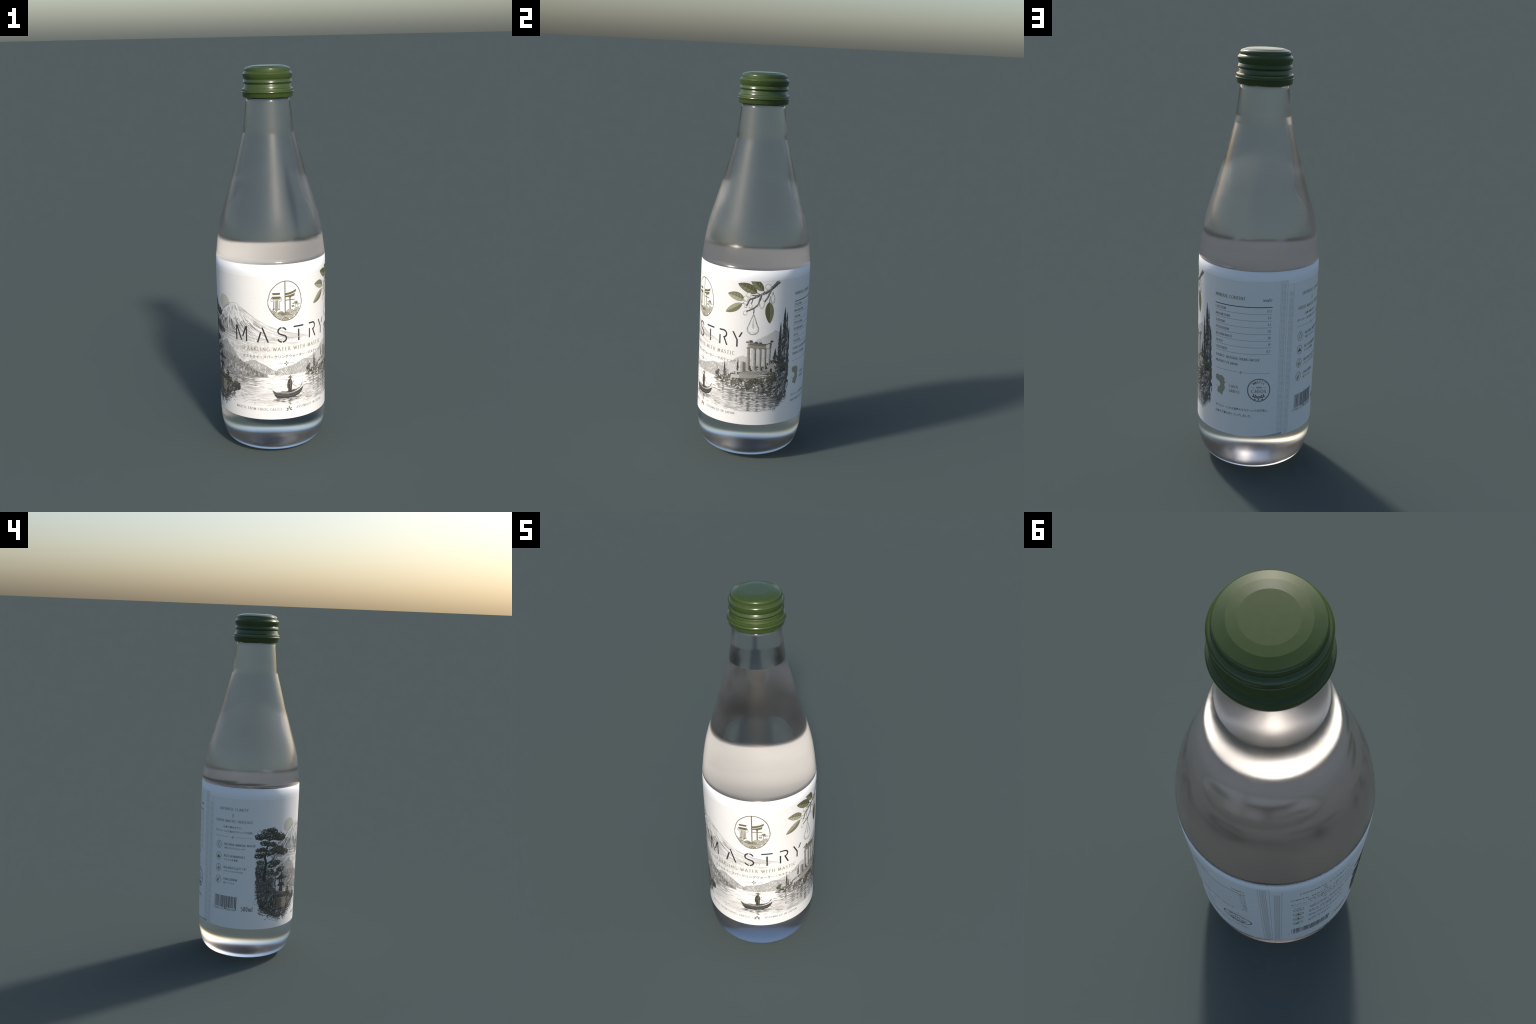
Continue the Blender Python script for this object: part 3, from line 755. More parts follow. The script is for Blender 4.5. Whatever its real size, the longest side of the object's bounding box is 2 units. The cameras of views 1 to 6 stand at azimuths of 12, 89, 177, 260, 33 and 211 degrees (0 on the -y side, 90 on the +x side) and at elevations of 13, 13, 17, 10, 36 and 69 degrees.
# columns: lit left, shaded right, flutes, base and capital
for x0, z0, x1, z1, w in ((0.432, 0.507, 0.429, 0.628, 0.0150), (0.464, 0.506, 0.462, 0.626, 0.0140), (0.493, 0.507, 0.490, 0.625, 0.0130), (0.518, 0.509, 0.516, 0.625, 0.0120), (0.540, 0.530, 0.541, 0.626, 0.0100)):
    p.poly([(x0-w/2, z0), (x0+w/2, z0), (x1+w*0.43, z1), (x1-w*0.43, z1)], "stone")
    p.poly([(x0+w*0.02, z0), (x0+w/2, z0), (x1+w*0.43, z1), (x1+w*0.02, z1)], "sand")
    p.poly([(x0+w*0.16, z0), (x0+w/2, z0), (x1+w*0.43, z1), (x1+w*0.14, z1)], "umber")
    p.poly([(x0+w*0.36, z0), (x0+w/2, z0), (x1+w*0.43, z1), (x1+w*0.32, z1)], "soot")
    p.stroke([(x0-w*0.47, z0), (x1-w*0.40, z1)], 0.0012, "dark")
    p.stroke([(x0-w*0.15, z0), (x1-w*0.14, z1)], 0.0009, "grey")
    p.stroke([(x0-w*0.36, z0+0.004), (x1-w*0.34, z1-0.004)], 0.0016, "haze")
    for k in range(7):
        zz = rand(z0, z1)
        p.line(x0+rand(-.4, .1)*w, zz, x0+rand(0, .4)*w, zz+rand(-.003, .003), 0.0012, rng.choice(("umber", "sand", "mid")))
    for k in range(4):
        z = z0+(z1-z0)*(0.2+0.2*k)+rand(-.006, .006)
        p.line(x0-w*0.45, z, x0+w*0.45, z-0.001, 0.0011, "dark")
    p.poly([(x0-w*0.75, z0-0.003), (x0+w*0.75, z0-0.003), (x0+w*0.6, z0+0.005), (x0-w*0.6, z0+0.005)], "stone")
    p.line(x0-w*0.7, z0-0.003, x0+w*0.7, z0-0.003, 0.0016, "soot")
    p.poly([(x1-w*0.45, z1-0.002), (x1+w*0.45, z1-0.002), (x1+w*0.72, z1+0.006), (x1-w*0.72, z1+0.006)], "sand")
    p.line(x1-w*0.6, z1-0.001, x1+w*0.6, z1-0.001, 0.0016, "dark")
# entablature in perspective: long front, short return
p.poly([(0.424, 0.632), (0.520, 0.628), (0.520, 0.650), (0.512, 0.656), (0.50, 0.654), (0.497, 0.660), (0.483, 0.659), (0.480, 0.654), (0.468, 0.656), (0.462, 0.663), (0.448, 0.661), (0.447, 0.671), (0.436, 0.674), (0.424, 0.668), (0.416, 0.664), (0.416, 0.658), (0.424, 0.654)], "stone")
p.poly([(0.434, 0.634), (0.520, 0.629), (0.520, 0.645), (0.434, 0.651)], "sand")
p.poly([(0.434, 0.648), (0.520, 0.642), (0.520, 0.650), (0.434, 0.657)], "mid")
p.poly([(0.520, 0.628), (0.548, 0.632), (0.549, 0.655), (0.558, 0.662), (0.556, 0.668), (0.545, 0.671), (0.538, 0.663), (0.520, 0.652)], "haze")
p.poly([(0.538, 0.632), (0.549, 0.633), (0.549, 0.655), (0.538, 0.660)], "umber")
p.stroke([(0.414, 0.661), (0.436, 0.662), (0.470, 0.656), (0.520, 0.650), (0.540, 0.657), (0.558, 0.665)], 0.0042, "soot")
p.stroke([(0.424, 0.650), (0.470, 0.646), (0.520, 0.643)], 0.0016, "soot"); p.stroke([(0.424, 0.633), (0.520, 0.628), (0.549, 0.632)], 0.0020, "dark")
for x, z in ((0.442, 0.668), (0.468, 0.661), (0.490, 0.658), (0.548, 0.667)):
    p.poly([(x-0.008, z-0.004), (x+0.008, z-0.005), (x+0.007, z+0.003), (x-0.005, z+0.005)], "soot")
for i in range(26):
    x, z = rand(0.428, 0.516), rand(0.634, 0.648)
    p.line(x, z, x+rand(.002, .005), z-0.0003, 0.0012, rng.choice(("umber", "stone", "dark")))
# small stone hut with a dark arch
p.poly([(0.530, 0.512), (0.536, 0.535), (0.548, 0.547), (0.562, 0.544), (0.572, 0.520), (0.578, 0.500), (0.545, 0.498)], "stone")
p.poly([(0.546, 0.500), (0.546, 0.514), (0.5495, 0.520), (0.5545, 0.520), (0.558, 0.514), (0.558, 0.500)], "char")
for i in range(14):
    x, z = rand(0.536, 0.570), rand(0.520, 0.540)
    p.line(x, z, x+0.003, z, 0.0012, "grey")
# cypresses
p = sheet("cypress_print", 9, "stuff")
def cypress(x, z0, z1, w, n, tones):
    for i in range(n):
        t = rng.random()**0.85
        z = z0+(z1-z0)*t
        half = w*(1-t)**0.55*(0.55+0.45*min(1, t*5))
        dx = rand(-1, 1)*half
        p.stroke([(x+dx, z), (x+dx*0.75, z+0.008), (x+dx*0.45, z+rand(0.014, 0.02))], rand(0.002, 0.0042), rng.choice(tones), taper=(1, 0.25))
    p.stroke([(x, z1-0.03), (x, z1+0.004)], 0.003, tones[0], taper=(1, 0.1))
cypress(0.633, 0.56, 0.800, 0.017, 170, ("dark", "mid", "soot"))
cypress(0.618, 0.545, 0.824, 0.020, 380, ("char", "char", "black", "soot", "pine", "dark", "mid"))
cypress(0.595, 0.545, 0.750, 0.014, 260, ("char", "black", "soot", "pine", "dark"))
cypress(0.648, 0.54, 0.716, 0.011, 130, ("soot", "dark", "char"))
cypress(0.304, 0.466, 0.530, 0.0075, 70, ("char", "pine", "soot"))
cypress(0.313, 0.466, 0.493, 0.004, 16, ("dark", "soot"))
cypress(0.377, 0.500, 0.554, 0.0065, 54, ("char", "pine", "soot"))
cypress(0.570, 0.562, 0.612, 0.012, 50, ("pine", "soot", "char"))
foliage(p, 0.266, 0.484, 0.012, 0.009, 22, ("soot", "pine", "dark"), (0.002, 0.004))
p.stroke([(0.266, 0.484), (0.266, 0.456)], 0.0018, "soot")
for i in range(130):                      # ragged edge where the scene breaks off
    t = rng.random()
    x = float(np.interp(t, [0, 0.35, 0.6, 0.8, 1], [0.650, 0.657, 0.640, 0.622, 0.575]))+rand(-0.012, 0.004)
    z = float(np.interp(t, [0, 0.35, 0.6, 0.8, 1], [0.62, 0.48, 0.40, 0.345, 0.295]))+rand(-0.01, 0.01)
    p.stroke([(x, z), (x+rand(-0.006, 0.004), z-rand(0.006, 0.018))], rand(0.0012, 0.0034), rng.choice(("soot", "mid", "grey", "dark")), taper=(1, 0.2))

# ---- pine tree, stone lantern and shore rocks on the left
p = sheet("rocky_shore_print", 6, "stuff")
mass = [(-0.448, 0.560), (-0.446, 0.519), (-0.441, 0.436), (-0.435, 0.380), (-0.417, 0.335), (-0.374, 0.300), (-0.302, 0.268), (-0.246, 0.275), (-0.207, 0.310), (-0.180, 0.342), (-0.128, 0.365), (-0.132, 0.385), (-0.15, 0.396), (-0.185, 0.392), (-0.21, 0.405), (-0.25, 0.405), (-0.31, 0.43), (-0.35, 0.47), (-0.38, 0.515), (-0.42, 0.53)]
p.poly(jag(mass+[mass[0]], 0.005, 0.005, 9.0), "dark")
for i in range(190):
    x = rand(-0.442, -0.135)
    hi = np.interp(x, [-0.44, -0.40, -0.36, -0.30, -0.22, -0.135], [0.54, 0.52, 0.47, 0.42, 0.40, 0.385])
    lo = np.interp(x, [-0.44, -0.40, -0.33, -0.25, -0.18, -0.135], [0.40, 0.32, 0.285, 0.285, 0.345, 0.365])
    z = rand(lo, hi)
    s = rand(0.007, 0.018)
    t = rng.random()
    tones = ("soot", "mid", "pale", "char") if t < 0.45 else ("char", "dark", "grey", "black") if t < 0.72 else ("soot", "grey", "stone", "char")
    rock(p, x, z, s, s*rand(0.5, 0.9), tones)
for cx, cz, rx, rz, n in ((-0.42, 0.49, 0.03, 0.03, 90), (-0.39, 0.46, 0.035, 0.03, 90), (-0.43, 0.55, 0.018, 0.03, 60), (-0.36, 0.49, 0.02, 0.025, 50), (-0.41, 0.37, 0.025, 0.03, 60), (-0.33, 0.37, 0.03, 0.02, 70), (-0.35, 0.33, 0.04, 0.02, 70), (-0.22, 0.42, 0.012, 0.022, 34), (-0.195, 0.40, 0.012, 0.016, 30), (-0.150, 0.385, 0.017, 0.013, 44), (-0.135, 0.373, 0.010, 0.010, 20), (-0.17, 0.375, 0.02, 0.010, 34), (-0.24, 0.38, 0.02, 0.03, 40)):
    foliage(p, cx, cz, rx*1.1, rz*1.1, int(n*1.3), ("black", "char", "pine", "moss", "olive_dark"), (0.0022, 0.0055))
for i in range(60):                       # pale scratches: rock faces
    x, z = rand(-0.43, -0.15), rand(0.31, 0.46)
    p.stroke([(x, z), (x+rand(-.004, .006), z-rand(0.006, 0.018))], rand(0.0015, 0.004), rng.choice(("grey", "stone", "pale", "mid")), taper=(1, 0.3))
for i in range(320):                      # brushed out below: reflection in broken dabs
    x = rand(-0.43, -0.16)
    top = np.interp(x, [-0.43, -0.37, -0.30, -0.24, -0.16], [0.345, 0.305, 0.285, 0.29, 0.345])
    z = top - abs(rng.gauss(0, 0.016))
    if z < 0.247:
        continue
    p.stroke([(x-0.006, z+0.002), (x+rand(-.002, .002), z), (x+0.007, z-0.003)], rand(0.0015, 0.0042), rng.choice(("soot", "dark", "mid", "grey", "char")), taper=(0, 0))
for i in range(90):                       # and to the left, a torn brush edge
    z = rand(0.36, 0.62)
    x = -0.446+rand(-0.008, 0.012)
    p.ellipse(x, z, rand(0.0015, 0.004), rand(0.0015, 0.003), rng.choice(("soot", "dark", "mid", "grey")), n=6, jitter=0.8)

p = sheet("pine_tree_print", 8, "stuff")
def limb(pts, w0, w1, tone="char"):
    fine = []
    for (x0, y0), (x1, y1) in zip(pts, pts[1:]):
        fine += [(x0+(x1-x0)*i/5+rand(-.0012, .0012), y0+(y1-y0)*i/5) for i in range(5)]
    fine.append(pts[-1])
    n = len(fine)
    p.stroke(fine, w0, tone, taper=(1, w1/w0))
limb([(-0.402, 0.505), (-0.396, 0.56), (-0.392, 0.604), (-0.401, 0.640), (-0.392, 0.675), (-0.388, 0.702), (-0.376, 0.735)], 0.019, 0.006)
limb([(-0.395, 0.56), (-0.390, 0.604), (-0.397, 0.640)], 0.0035, 0.002, "grey")
limb([(-0.392, 0.598), (-0.366, 0.612), (-0.346, 0.623), (-0.336, 0.645), (-0.32, 0.655), (-0.28, 0.650)], 0.009, 0.002)
limb([(-0.346, 0.623), (-0.352, 0.64), (-0.372, 0.655)], 0.004, 0.0016)
limb([(-0.400, 0.640), (-0.415, 0.650), (-0.437, 0.648)], 0.004, 0.0016)
limb([(-0.388, 0.702), (-0.365, 0.706), (-0.34, 0.715)], 0.004, 0.0016)
limb([(-0.378, 0.735), (-0.40, 0.748), (-0.425, 0.755)], 0.004, 0.0016)
limb([(-0.376, 0.735), (-0.35, 0.745), (-0.30, 0.742)], 0.005, 0.0016)
limb([(-0.376, 0.735), (-0.374, 0.775)], 0.005, 0.002)
limb([(-0.366, 0.465), (-0.358, 0.522), (-0.347, 0.560), (-0.326, 0.595)], 0.0065, 0.002)
limb([(-0.350, 0.550), (-0.362, 0.585)], 0.003, 0.0014); limb([(-0.352, 0.535), (-0.325, 0.540), (-0.295, 0.556)], 0.003, 0.0014)
limb([(-0.428, 0.50), (-0.428, 0.56), (-0.424, 0.61)], 0.004, 0.0014)
limb([(-0.440, 0.49), (-0.444, 0.58)], 0.0025, 0.001)
for cx, cz, rx, rz in ((-0.376, 0.789, 0.046, 0.014), (-0.362, 0.799, 0.026, 0.010), (-0.420, 0.762, 0.038, 0.013), (-0.432, 0.752, 0.022, 0.009), (-0.362, 0.760, 0.046, 0.015), (-0.312, 0.756, 0.042, 0.017), (-0.296, 0.744, 0.028, 0.012), (-0.330, 0.768, 0.022, 0.010),
                       (-0.404, 0.722, 0.024, 0.011), (-0.366, 0.714, 0.030, 0.011), (-0.345, 0.708, 0.016, 0.007), (-0.428, 0.682, 0.026, 0.010), (-0.414, 0.688, 0.018, 0.008), (-0.320, 0.680, 0.040, 0.016), (-0.270, 0.660, 0.034, 0.013), (-0.295, 0.668, 0.030, 0.012), (-0.365, 0.668, 0.030, 0.013), (-0.392, 0.655, 0.020, 0.010),
                       (-0.436, 0.648, 0.024, 0.011), (-0.422, 0.654, 0.014, 0.007), (-0.330, 0.604, 0.032, 0.010), (-0.352, 0.587, 0.024, 0.010), (-0.316, 0.598, 0.016, 0.008), (-0.290, 0.560, 0.028, 0.012), (-0.362, 0.552, 0.022, 0.012), (-0.322, 0.536, 0.018, 0.008), (-0.424, 0.610, 0.018, 0.010), (-0.428, 0.572, 0.020, 0.018), (-0.440, 0.545, 0.012, 0.020), (-0.405, 0.575, 0.014, 0.012)):
    foliage(p, cx, cz, rx*1.16, rz*1.28, int(rx*rz*330000)+26, ("black", "char", "pine", "pine", "moss", "olive_dark"), (0.0020, 0.0046))

for i in range(1100):                     # soft grey brush filling the grove down to the rocks
    x = -0.445+0.125*rng.random()**1.4
    z = rand(0.44, 0.62-0.09*smooth(-0.42, -0.33, x))
    s = rand(0.0018, 0.0042)
    p.ellipse(x, z, s, s*0.75, rng.choice(("char", "soot", "dark", "mid", "pine", "moss", "grey", "pale", "mid")), n=6, jitter=0.9, a0=rand(0, 6))
limb([(-0.402, 0.500), (-0.397, 0.56), (-0.392, 0.604), (-0.400, 0.640)], 0.016, 0.010)
for i in range(420):                      # stray needles soften the crown
    cx, cz, rx, rz = rng.choice(((-0.37, 0.775, 0.09, 0.034), (-0.36, 0.712, 0.07, 0.020), (-0.34, 0.672, 0.10, 0.026), (-0.43, 0.655, 0.03, 0.035), (-0.33, 0.58, 0.06, 0.045)))
    a, q = rand(0, math.tau), math.sqrt(rng.random())
    s = rand(0.0014, 0.0032)
    p.ellipse(cx+rx*q*math.cos(a), cz+rz*q*math.sin(a), s, s*0.7, rng.choice(("soot", "dark", "pine", "mid", "moss")), n=6, jitter=0.9)

p = sheet("stone_lantern_print", 10)
p.poly([(-0.314, 0.335), (-0.236, 0.322), (-0.232, 0.372), (-0.250, 0.384), (-0.300, 0.388), (-0.312, 0.376)], "umber")
p.poly([(-0.272, 0.328), (-0.236, 0.322), (-0.232, 0.372), (-0.250, 0.384), (-0.270, 0.386)], "sand")
p.poly([(-0.312, 0.388), (-0.236, 0.384), (-0.240, 0.402), (-0.306, 0.406)], "soot")
p.poly([(-0.306, 0.406), (-0.246, 0.402), (-0.250, 0.420), (-0.302, 0.424)], "umber")
p.poly([(-0.298, 0.424), (-0.256, 0.420), (-0.260, 0.458), (-0.292, 0.460)], "soot")
p.poly([(-0.268, 0.424), (-0.257, 0.421), (-0.261, 0.456), (-0.268, 0.457)], "stone"); p.line(-0.272, 0.430, -0.272, 0.452, 0.004, "black")
p.poly([(-0.310, 0.460), (-0.250, 0.456), (-0.256, 0.468), (-0.266, 0.474), (-0.292, 0.476), (-0.304, 0.470)], "char")
p.poly([(-0.298, 0.476), (-0.258, 0.474), (-0.260, 0.500), (-0.296, 0.502)], "soot")
p.poly([(-0.288, 0.480), (-0.281, 0.480), (-0.281, 0.496), (-0.288, 0.496)], "pale"); p.poly([(-0.270, 0.478), (-0.262, 0.477), (-0.263, 0.496), (-0.270, 0.497)], "stone")
p.poly([(-0.322, 0.506), (-0.316, 0.500), (-0.280, 0.498), (-0.236, 0.500), (-0.230, 0.507), (-0.250, 0.512), (-0.268, 0.526), (-0.288, 0.527), (-0.302, 0.514)], "char")
p.poly([(-0.280, 0.524), (-0.268, 0.524), (-0.254, 0.511), (-0.240, 0.507), (-0.262, 0.507)], "mid")
p.poly([(-0.285, 0.526), (-0.271, 0.526), (-0.273, 0.537), (-0.278, 0.544), (-0.283, 0.537)], "char")
for z, x0, x1 in ((0.386, -0.312, -0.234), (0.404, -0.306, -0.242), (0.422, -0.300, -0.252), (0.459, -0.308, -0.252), (0.475, -0.298, -0.258)):
    p.stroke([(x0, z+0.002), (x1, z-0.002)], 0.0018, "stone" if z in (0.386, 0.422) else "black")
for i in range(40):
    x, z = rand(-0.308, -0.238), rand(0.33, 0.42)
    p.stroke([(x, z), (x+rand(-.003, .004), z-rand(0.003, 0.009))], rand(.0012, .0026), rng.choice(("char", "grey", "sand", "soot")))
foliage(p, -0.222, 0.412, 0.010, 0.018, 30, ("char", "pine", "moss"), (0.0025, 0.005))

# ---- mastic branch with leaves and resin tears
p = sheet("branch_print", 4)
def leaf(base_pt, tip, width, tones, bend=0.0, cut=None):
    (x0, y0), (x1, y1) = base_pt, tip
    d = math.hypot(x1-x0, y1-y0)
    ax, ay = (x1-x0)/d, (y1-y0)/d
    def at(t, s):
        off = s*width*math.sin(math.pi*t**0.85)**0.75 + bend*math.sin(math.pi*t)
        q = (x0+ax*d*t-ay*off, y0+ay*d*t+ax*off)
        return (q[0], min(q[1], cut)) if cut else q
    ts = [i/16 for i in range(17)]
    p.poly([at(t, 1) for t in ts]+[at(t, -1) for t in reversed(ts[1:-1])], tones[1])
    p.poly([at(t, 0.97) for t in ts]+[at(t, 0.06) for t in reversed(ts[1:-1])], tones[0])
    for k in range(9):
        t = 0.12+0.09*k
        for s in (1, -1):
            p.stroke([at(t, 0.04*s), at(t+0.05, 0.45*s), at(t+0.09, 0.86*s)], 0.0013, tones[2] if k % 2 else tones[3], taper=(0, 0))
    p.stroke([at(t, 0.0) for t in ts], 0.0017, tones[3], taper=(1, 0.4))
    edge = [at(t, -0.98) for t in ts]
    p.stroke(edge, 0.0014, tones[3]); p.stroke([at(t, 0.98) for t in ts], 0.0010, tones[3])
leaf((0.398, 0.883), (0.309, 0.906), 0.0215, ("leaf_light", "leaf", "haze", "leaf_dark"), -0.004)
leaf((0.386, 0.862), (0.299, 0.808), 0.0185, ("leaf", "leaf_light", "olive", "leaf_dark"), 0.002)
leaf((0.460, 0.922), (0.362, 0.963), 0.0235, ("leaf", "leaf_dark", "leaf_light", "olive_dark"), -0.004, cut=0.9785)
leaf((0.492, 0.934), (0.425, 0.998), 0.021, ("leaf", "leaf_dark", "leaf_light", "olive_dark"), 0.0, cut=0.9800)
leaf((0.525, 0.874), (0.532, 0.762), 0.0225, ("leaf", "leaf_dark", "olive", "olive_dark"))
p.stroke([(0.458, 0.923), (0.474, 0.915)], 0.0034, "leaf_dark"); p.stroke([(0.490, 0.936), (0.500, 0.924)], 0.0034, "leaf_dark"); p.stroke([(0.526, 0.870), (0.527, 0.905)], 0.0042, "leaf_dark", taper=(1, 0.6))
p.stroke([(0.385, 0.861), (0.398, 0.868)], 0.004, "leaf")
p.stroke([(0.397, 0.883), (0.410, 0.880)], 0.003, "leaf")
def bough(pts, w0, w1):
    fine = []
    for (x0, y0), (x1, y1) in zip(pts, pts[1:]):
        fine += [(x0+(x1-x0)*i/6+rand(-.0009, .0009), y0+(y1-y0)*i/6+rand(-.0009, .0009)) for i in range(6)]
    fine.append(pts[-1])
    p.stroke(fine, w0, "dark", taper=(1, w1/w0))
    p.stroke([(x-0.0014, y+0.0016) for x, y in fine], w0*0.40, "grey", taper=(1, w1/w0))
    p.stroke([(x+0.0016, y-0.0022) for x, y in fine], w0*0.30, "char", taper=(1, w1/w0))
    for x, y in fine:
        for _ in range(2):
            a = rand(-0.3, 0.3)
            p.stroke([(x+a*w0, y+rand(-.5, .5)*w0), (x+a*w0+0.0015, y+rand(-.5, .5)*w0)], 0.0012, rng.choice(("char", "haze", "soot", "char")))
bough([(0.573, 0.979), (0.552, 0.962), (0.530, 0.941), (0.510, 0.926), (0.488, 0.917)], 0.019, 0.012)
bough([(0.488, 0.917), (0.474, 0.910), (0.455, 0.907), (0.436, 0.909)], 0.010, 0.006)
bough([(0.470, 0.908), (0.450, 0.897), (0.424, 0.886), (0.416, 0.868), (0.408, 0.850)], 0.011, 0.005)
bough([(0.531, 0.938), (0.522, 0.916), (0.514, 0.898), (0.499, 0.876)], 0.010, 0.007)
bough([(0.482, 0.912), (0.476, 0.890), (0.469, 0.862), (0.451, 0.845), (0.424, 0.829), (0.399, 0.820)], 0.010, 0.006)
bough([(0.440, 0.890), (0.434, 0.866)], 0.0045, 0.003); bough([(0.447, 0.838), (0.447, 0.816)], 0.005, 0.005); bough([(0.541, 0.925), (0.541, 0.905)], 0.004, 0.003)
def tear(cx, cz, rx, rz, pointed=0.0):
    n = 30
    out = []
    for i in range(n):
        a = math.tau*i/n
        s = 1-pointed*max(0, math.sin(a))**1.4
        out.append((cx+rx*math.cos(a)*s, cz+rz*math.sin(a)*(1+0.25*pointed*max(0, math.sin(a)))))
    p.poly(out, "pearl")
    inner = [(cx+(x-cx)*0.8+rx*0.05, cz+(y-cz)*0.8) for x, y in out]
    p.poly([inner[i] for i in range(n)], "snow")
    for i in range(n):
        if rng.random() < 0.92:
            a, b = out[i], out[(i+1) % n]
            p.stroke([a, b], rand(0.0010, 0.0022), rng.choice(("amber", "grey", "sand", "mid", "umber")))
    for k in range(9):
        a = rand(3.2, 6.2)
        p.stroke([(cx+rx*0.75*math.cos(a), cz+rz*0.75*math.sin(a)), (cx+rx*0.62*math.cos(a+0.4), cz+rz*0.66*math.sin(a+0.4))], 0.0026, rng.choice(("amber", "stone", "amber", "haze")), taper=(0, 0))
for args in ((0.515, 0.953, 0.016, 0.015), (0.419, 0.909, 0.012, 0.013), (0.404, 0.888, 0.012, 0.015), (0.404, 0.867, 0.010, 0.008), (0.405, 0.848, 0.006, 0.006), (0.430, 0.852, 0.009, 0.013, 0.5), (0.486, 0.866, 0.013, 0.025, 0.4), (0.543, 0.889, 0.010, 0.025, 0.2), (0.404, 0.813, 0.010, 0.012, 0.2)):
    tear(*args)
drop_out = [(0.447, 0.813)] + [(0.447+0.030*math.cos(a)*(1-0.25*max(0, math.sin(a))), 0.733+0.031*math.sin(a)) for a in [math.radians(25-230*i/22) for i in range(23)]]
p.poly(drop_out, "pearl")
p.poly([(0.447+(x-0.447)*0.70, 0.735+(y-0.735)*0.80) for x, y in drop_out], "snow")
p.poly([(0.447, 0.795), (0.455, 0.745), (0.449, 0.730), (0.440, 0.745)], "haze")
edge = drop_out+[drop_out[0]]
for a, b in zip(edge, edge[1:]):
    n = max(1, int(math.hypot(b[0]-a[0], b[1]-a[1])/0.006))
    for i in range(n):
        q = [(a[0]+(b[0]-a[0])*t/n+rand(-.0006, .0006), a[1]+(b[1]-a[1])*t/n) for t in (i, i+1)]
        p.stroke(q, rand(0.0016, 0.0030), rng.choice(("soot", "mid", "dark", "umber")))
        if rng.random() < 0.55:
            p.stroke([(0.447+(x-0.447)*0.88, 0.735+(y-0.735)*0.90) for x, y in q], rand(0.0014, 0.0030), rng.choice(("amber", "stone", "sand", "haze")))
for k in range(9):
    x = 0.425+0.005*k
    p.stroke([(x, 0.716+rand(-.004, .004)), (x+0.006, 0.711+rand(-.004, .004))], 0.0018, rng.choice(("amber", "haze", "stone")), taper=(0, 0))

# ---- brand word, stencil strokes
p = sheet("brand_lettering", 12)
W = 0.0080
def bar(x0, z0, x1, z1):
    p.stroke([(x0, z0), (x1, z1)], W, "black")
def slant(x0, z0, x1, z1, w=0.0086):          # slanted stem with level ends
    p.poly([(x0-w/2, z0), (x0+w/2, z0), (x1+w/2, z1), (x1-w/2, z1)], "black")
bar(-0.1385, 0.631, -0.1385, 0.711); slant(-0.1360, 0.711, -0.1075, 0.634); bar(-0.0780, 0.631, -0.0780, 0.711); slant(-0.0805, 0.711, -0.0995, 0.656)
slant(-0.0175, 0.631, 0.0000, 0.686); slant(0.0065, 0.711, 0.0365, 0.631)
def arc_bar(cx, cz, rx, rz, a0, a1):
    p.ring(cx, cz, rx, rz, W, "black", math.radians(a0), math.radians(a1), 16)
arc_bar(0.108, 0.6895, 0.0205, 0.0185, 12, 84); arc_bar(0.108, 0.6895, 0.0205, 0.0185, 96, 232)
p.stroke([(0.0955, 0.6750), (0.103, 0.6712), (0.113, 0.6685), (0.121, 0.6655)], W, "black")
arc_bar(0.109, 0.6505, 0.0215, 0.0185, 55, -84); arc_bar(0.109, 0.6505, 0.0215, 0.0185, 192, 264)
bar(0.170, 0.7075, 0.228, 0.7075); bar(0.199, 0.631, 0.199, 0.692)
p.stroke([(0.265, 0.7085), (0.286, 0.7085)]+[(0.290+0.0185*math.cos(a), 0.690+0.0185*math.sin(a)) for a in [math.radians(85-165*i/14) for i in range(15)]], W, "black")
bar(0.2685, 0.631, 0.2685, 0.681); slant(0.2925, 0.675, 0.3120, 0.631)
slant(0.3445, 0.711, 0.3680, 0.668); bar(0.3680, 0.631, 0.3680, 0.671); slant(0.3925, 0.711, 0.3785, 0.684)

# ---- emblem
p = sheet("emblem_print", 11)
outline = [(0.126, 0.950), (0.154, 0.946), (0.183, 0.927), (0.203, 0.898), (0.213, 0.860), (0.215, 0.828), (0.205, 0.797), (0.186, 0.770), (0.159, 0.751), (0.124, 0.745), (0.094, 0.754), (0.067, 0.776), (0.046, 0.809), (0.038, 0.838), (0.043, 0.870), (0.055, 0.904), (0.080, 0.931), (0.103, 0.945)]
def closed_spline(pts, per=6):
    out, n = [], len(pts)
    for i in range(n):
        a, b, c, d = (np.array(pts[(i+k) % n]) for k in (-1, 0, 1, 2))
        for j in range(per):
            t = j/per
            out.append(tuple(0.5*(2*b+(c-a)*t+(2*a-5*b+4*c-d)*t*t+(3*b-a-3*c+d)*t**3)))
    return out
round_out = closed_spline(outline)
p.poly(round_out, "snow")
p.stroke(round_out+round_out[:2], 0.0042, "olive")
def in_emblem(x, z, m=0.985):
    return inside(round_out, (x-0.126)/m+0.126, (z-0.848)/m+0.848)
def inside(poly, x, z):
    hit = False
    for (x0, z0), (x1, z1) in zip(poly, poly[1:]+poly[:1]):
        if (z0 > z) != (z1 > z) and x < x0+(x1-x0)*(z-z0)/(z1-z0):
            hit = not hit
    return hit
p.line(0.126, 0.756, 0.126, 0.949, 0.0054, "olive")
p.poly([(0.0605, 0.8915), (0.1015, 0.8915), (0.0990, 0.8805), (0.0630, 0.8805)], "olive")
p.poly([(0.0615, 0.8725), (0.1005, 0.8725), (0.1085, 0.8620), (0.1000, 0.8630), (0.0970, 0.8585), (0.0650, 0.8585), (0.0620, 0.8630), (0.0535, 0.8620)], "olive")
for s, cx in ((-1, 0.0625), (1, 0.0995)):
    p.stroke([(cx+s*0.0105*(1-i/30)*math.cos(math.radians(100-22*i))*1.0, 0.8535+0.0105*(1-i/30)*math.sin(math.radians(100-22*i))) for i in range(24)], 0.0022, "olive")
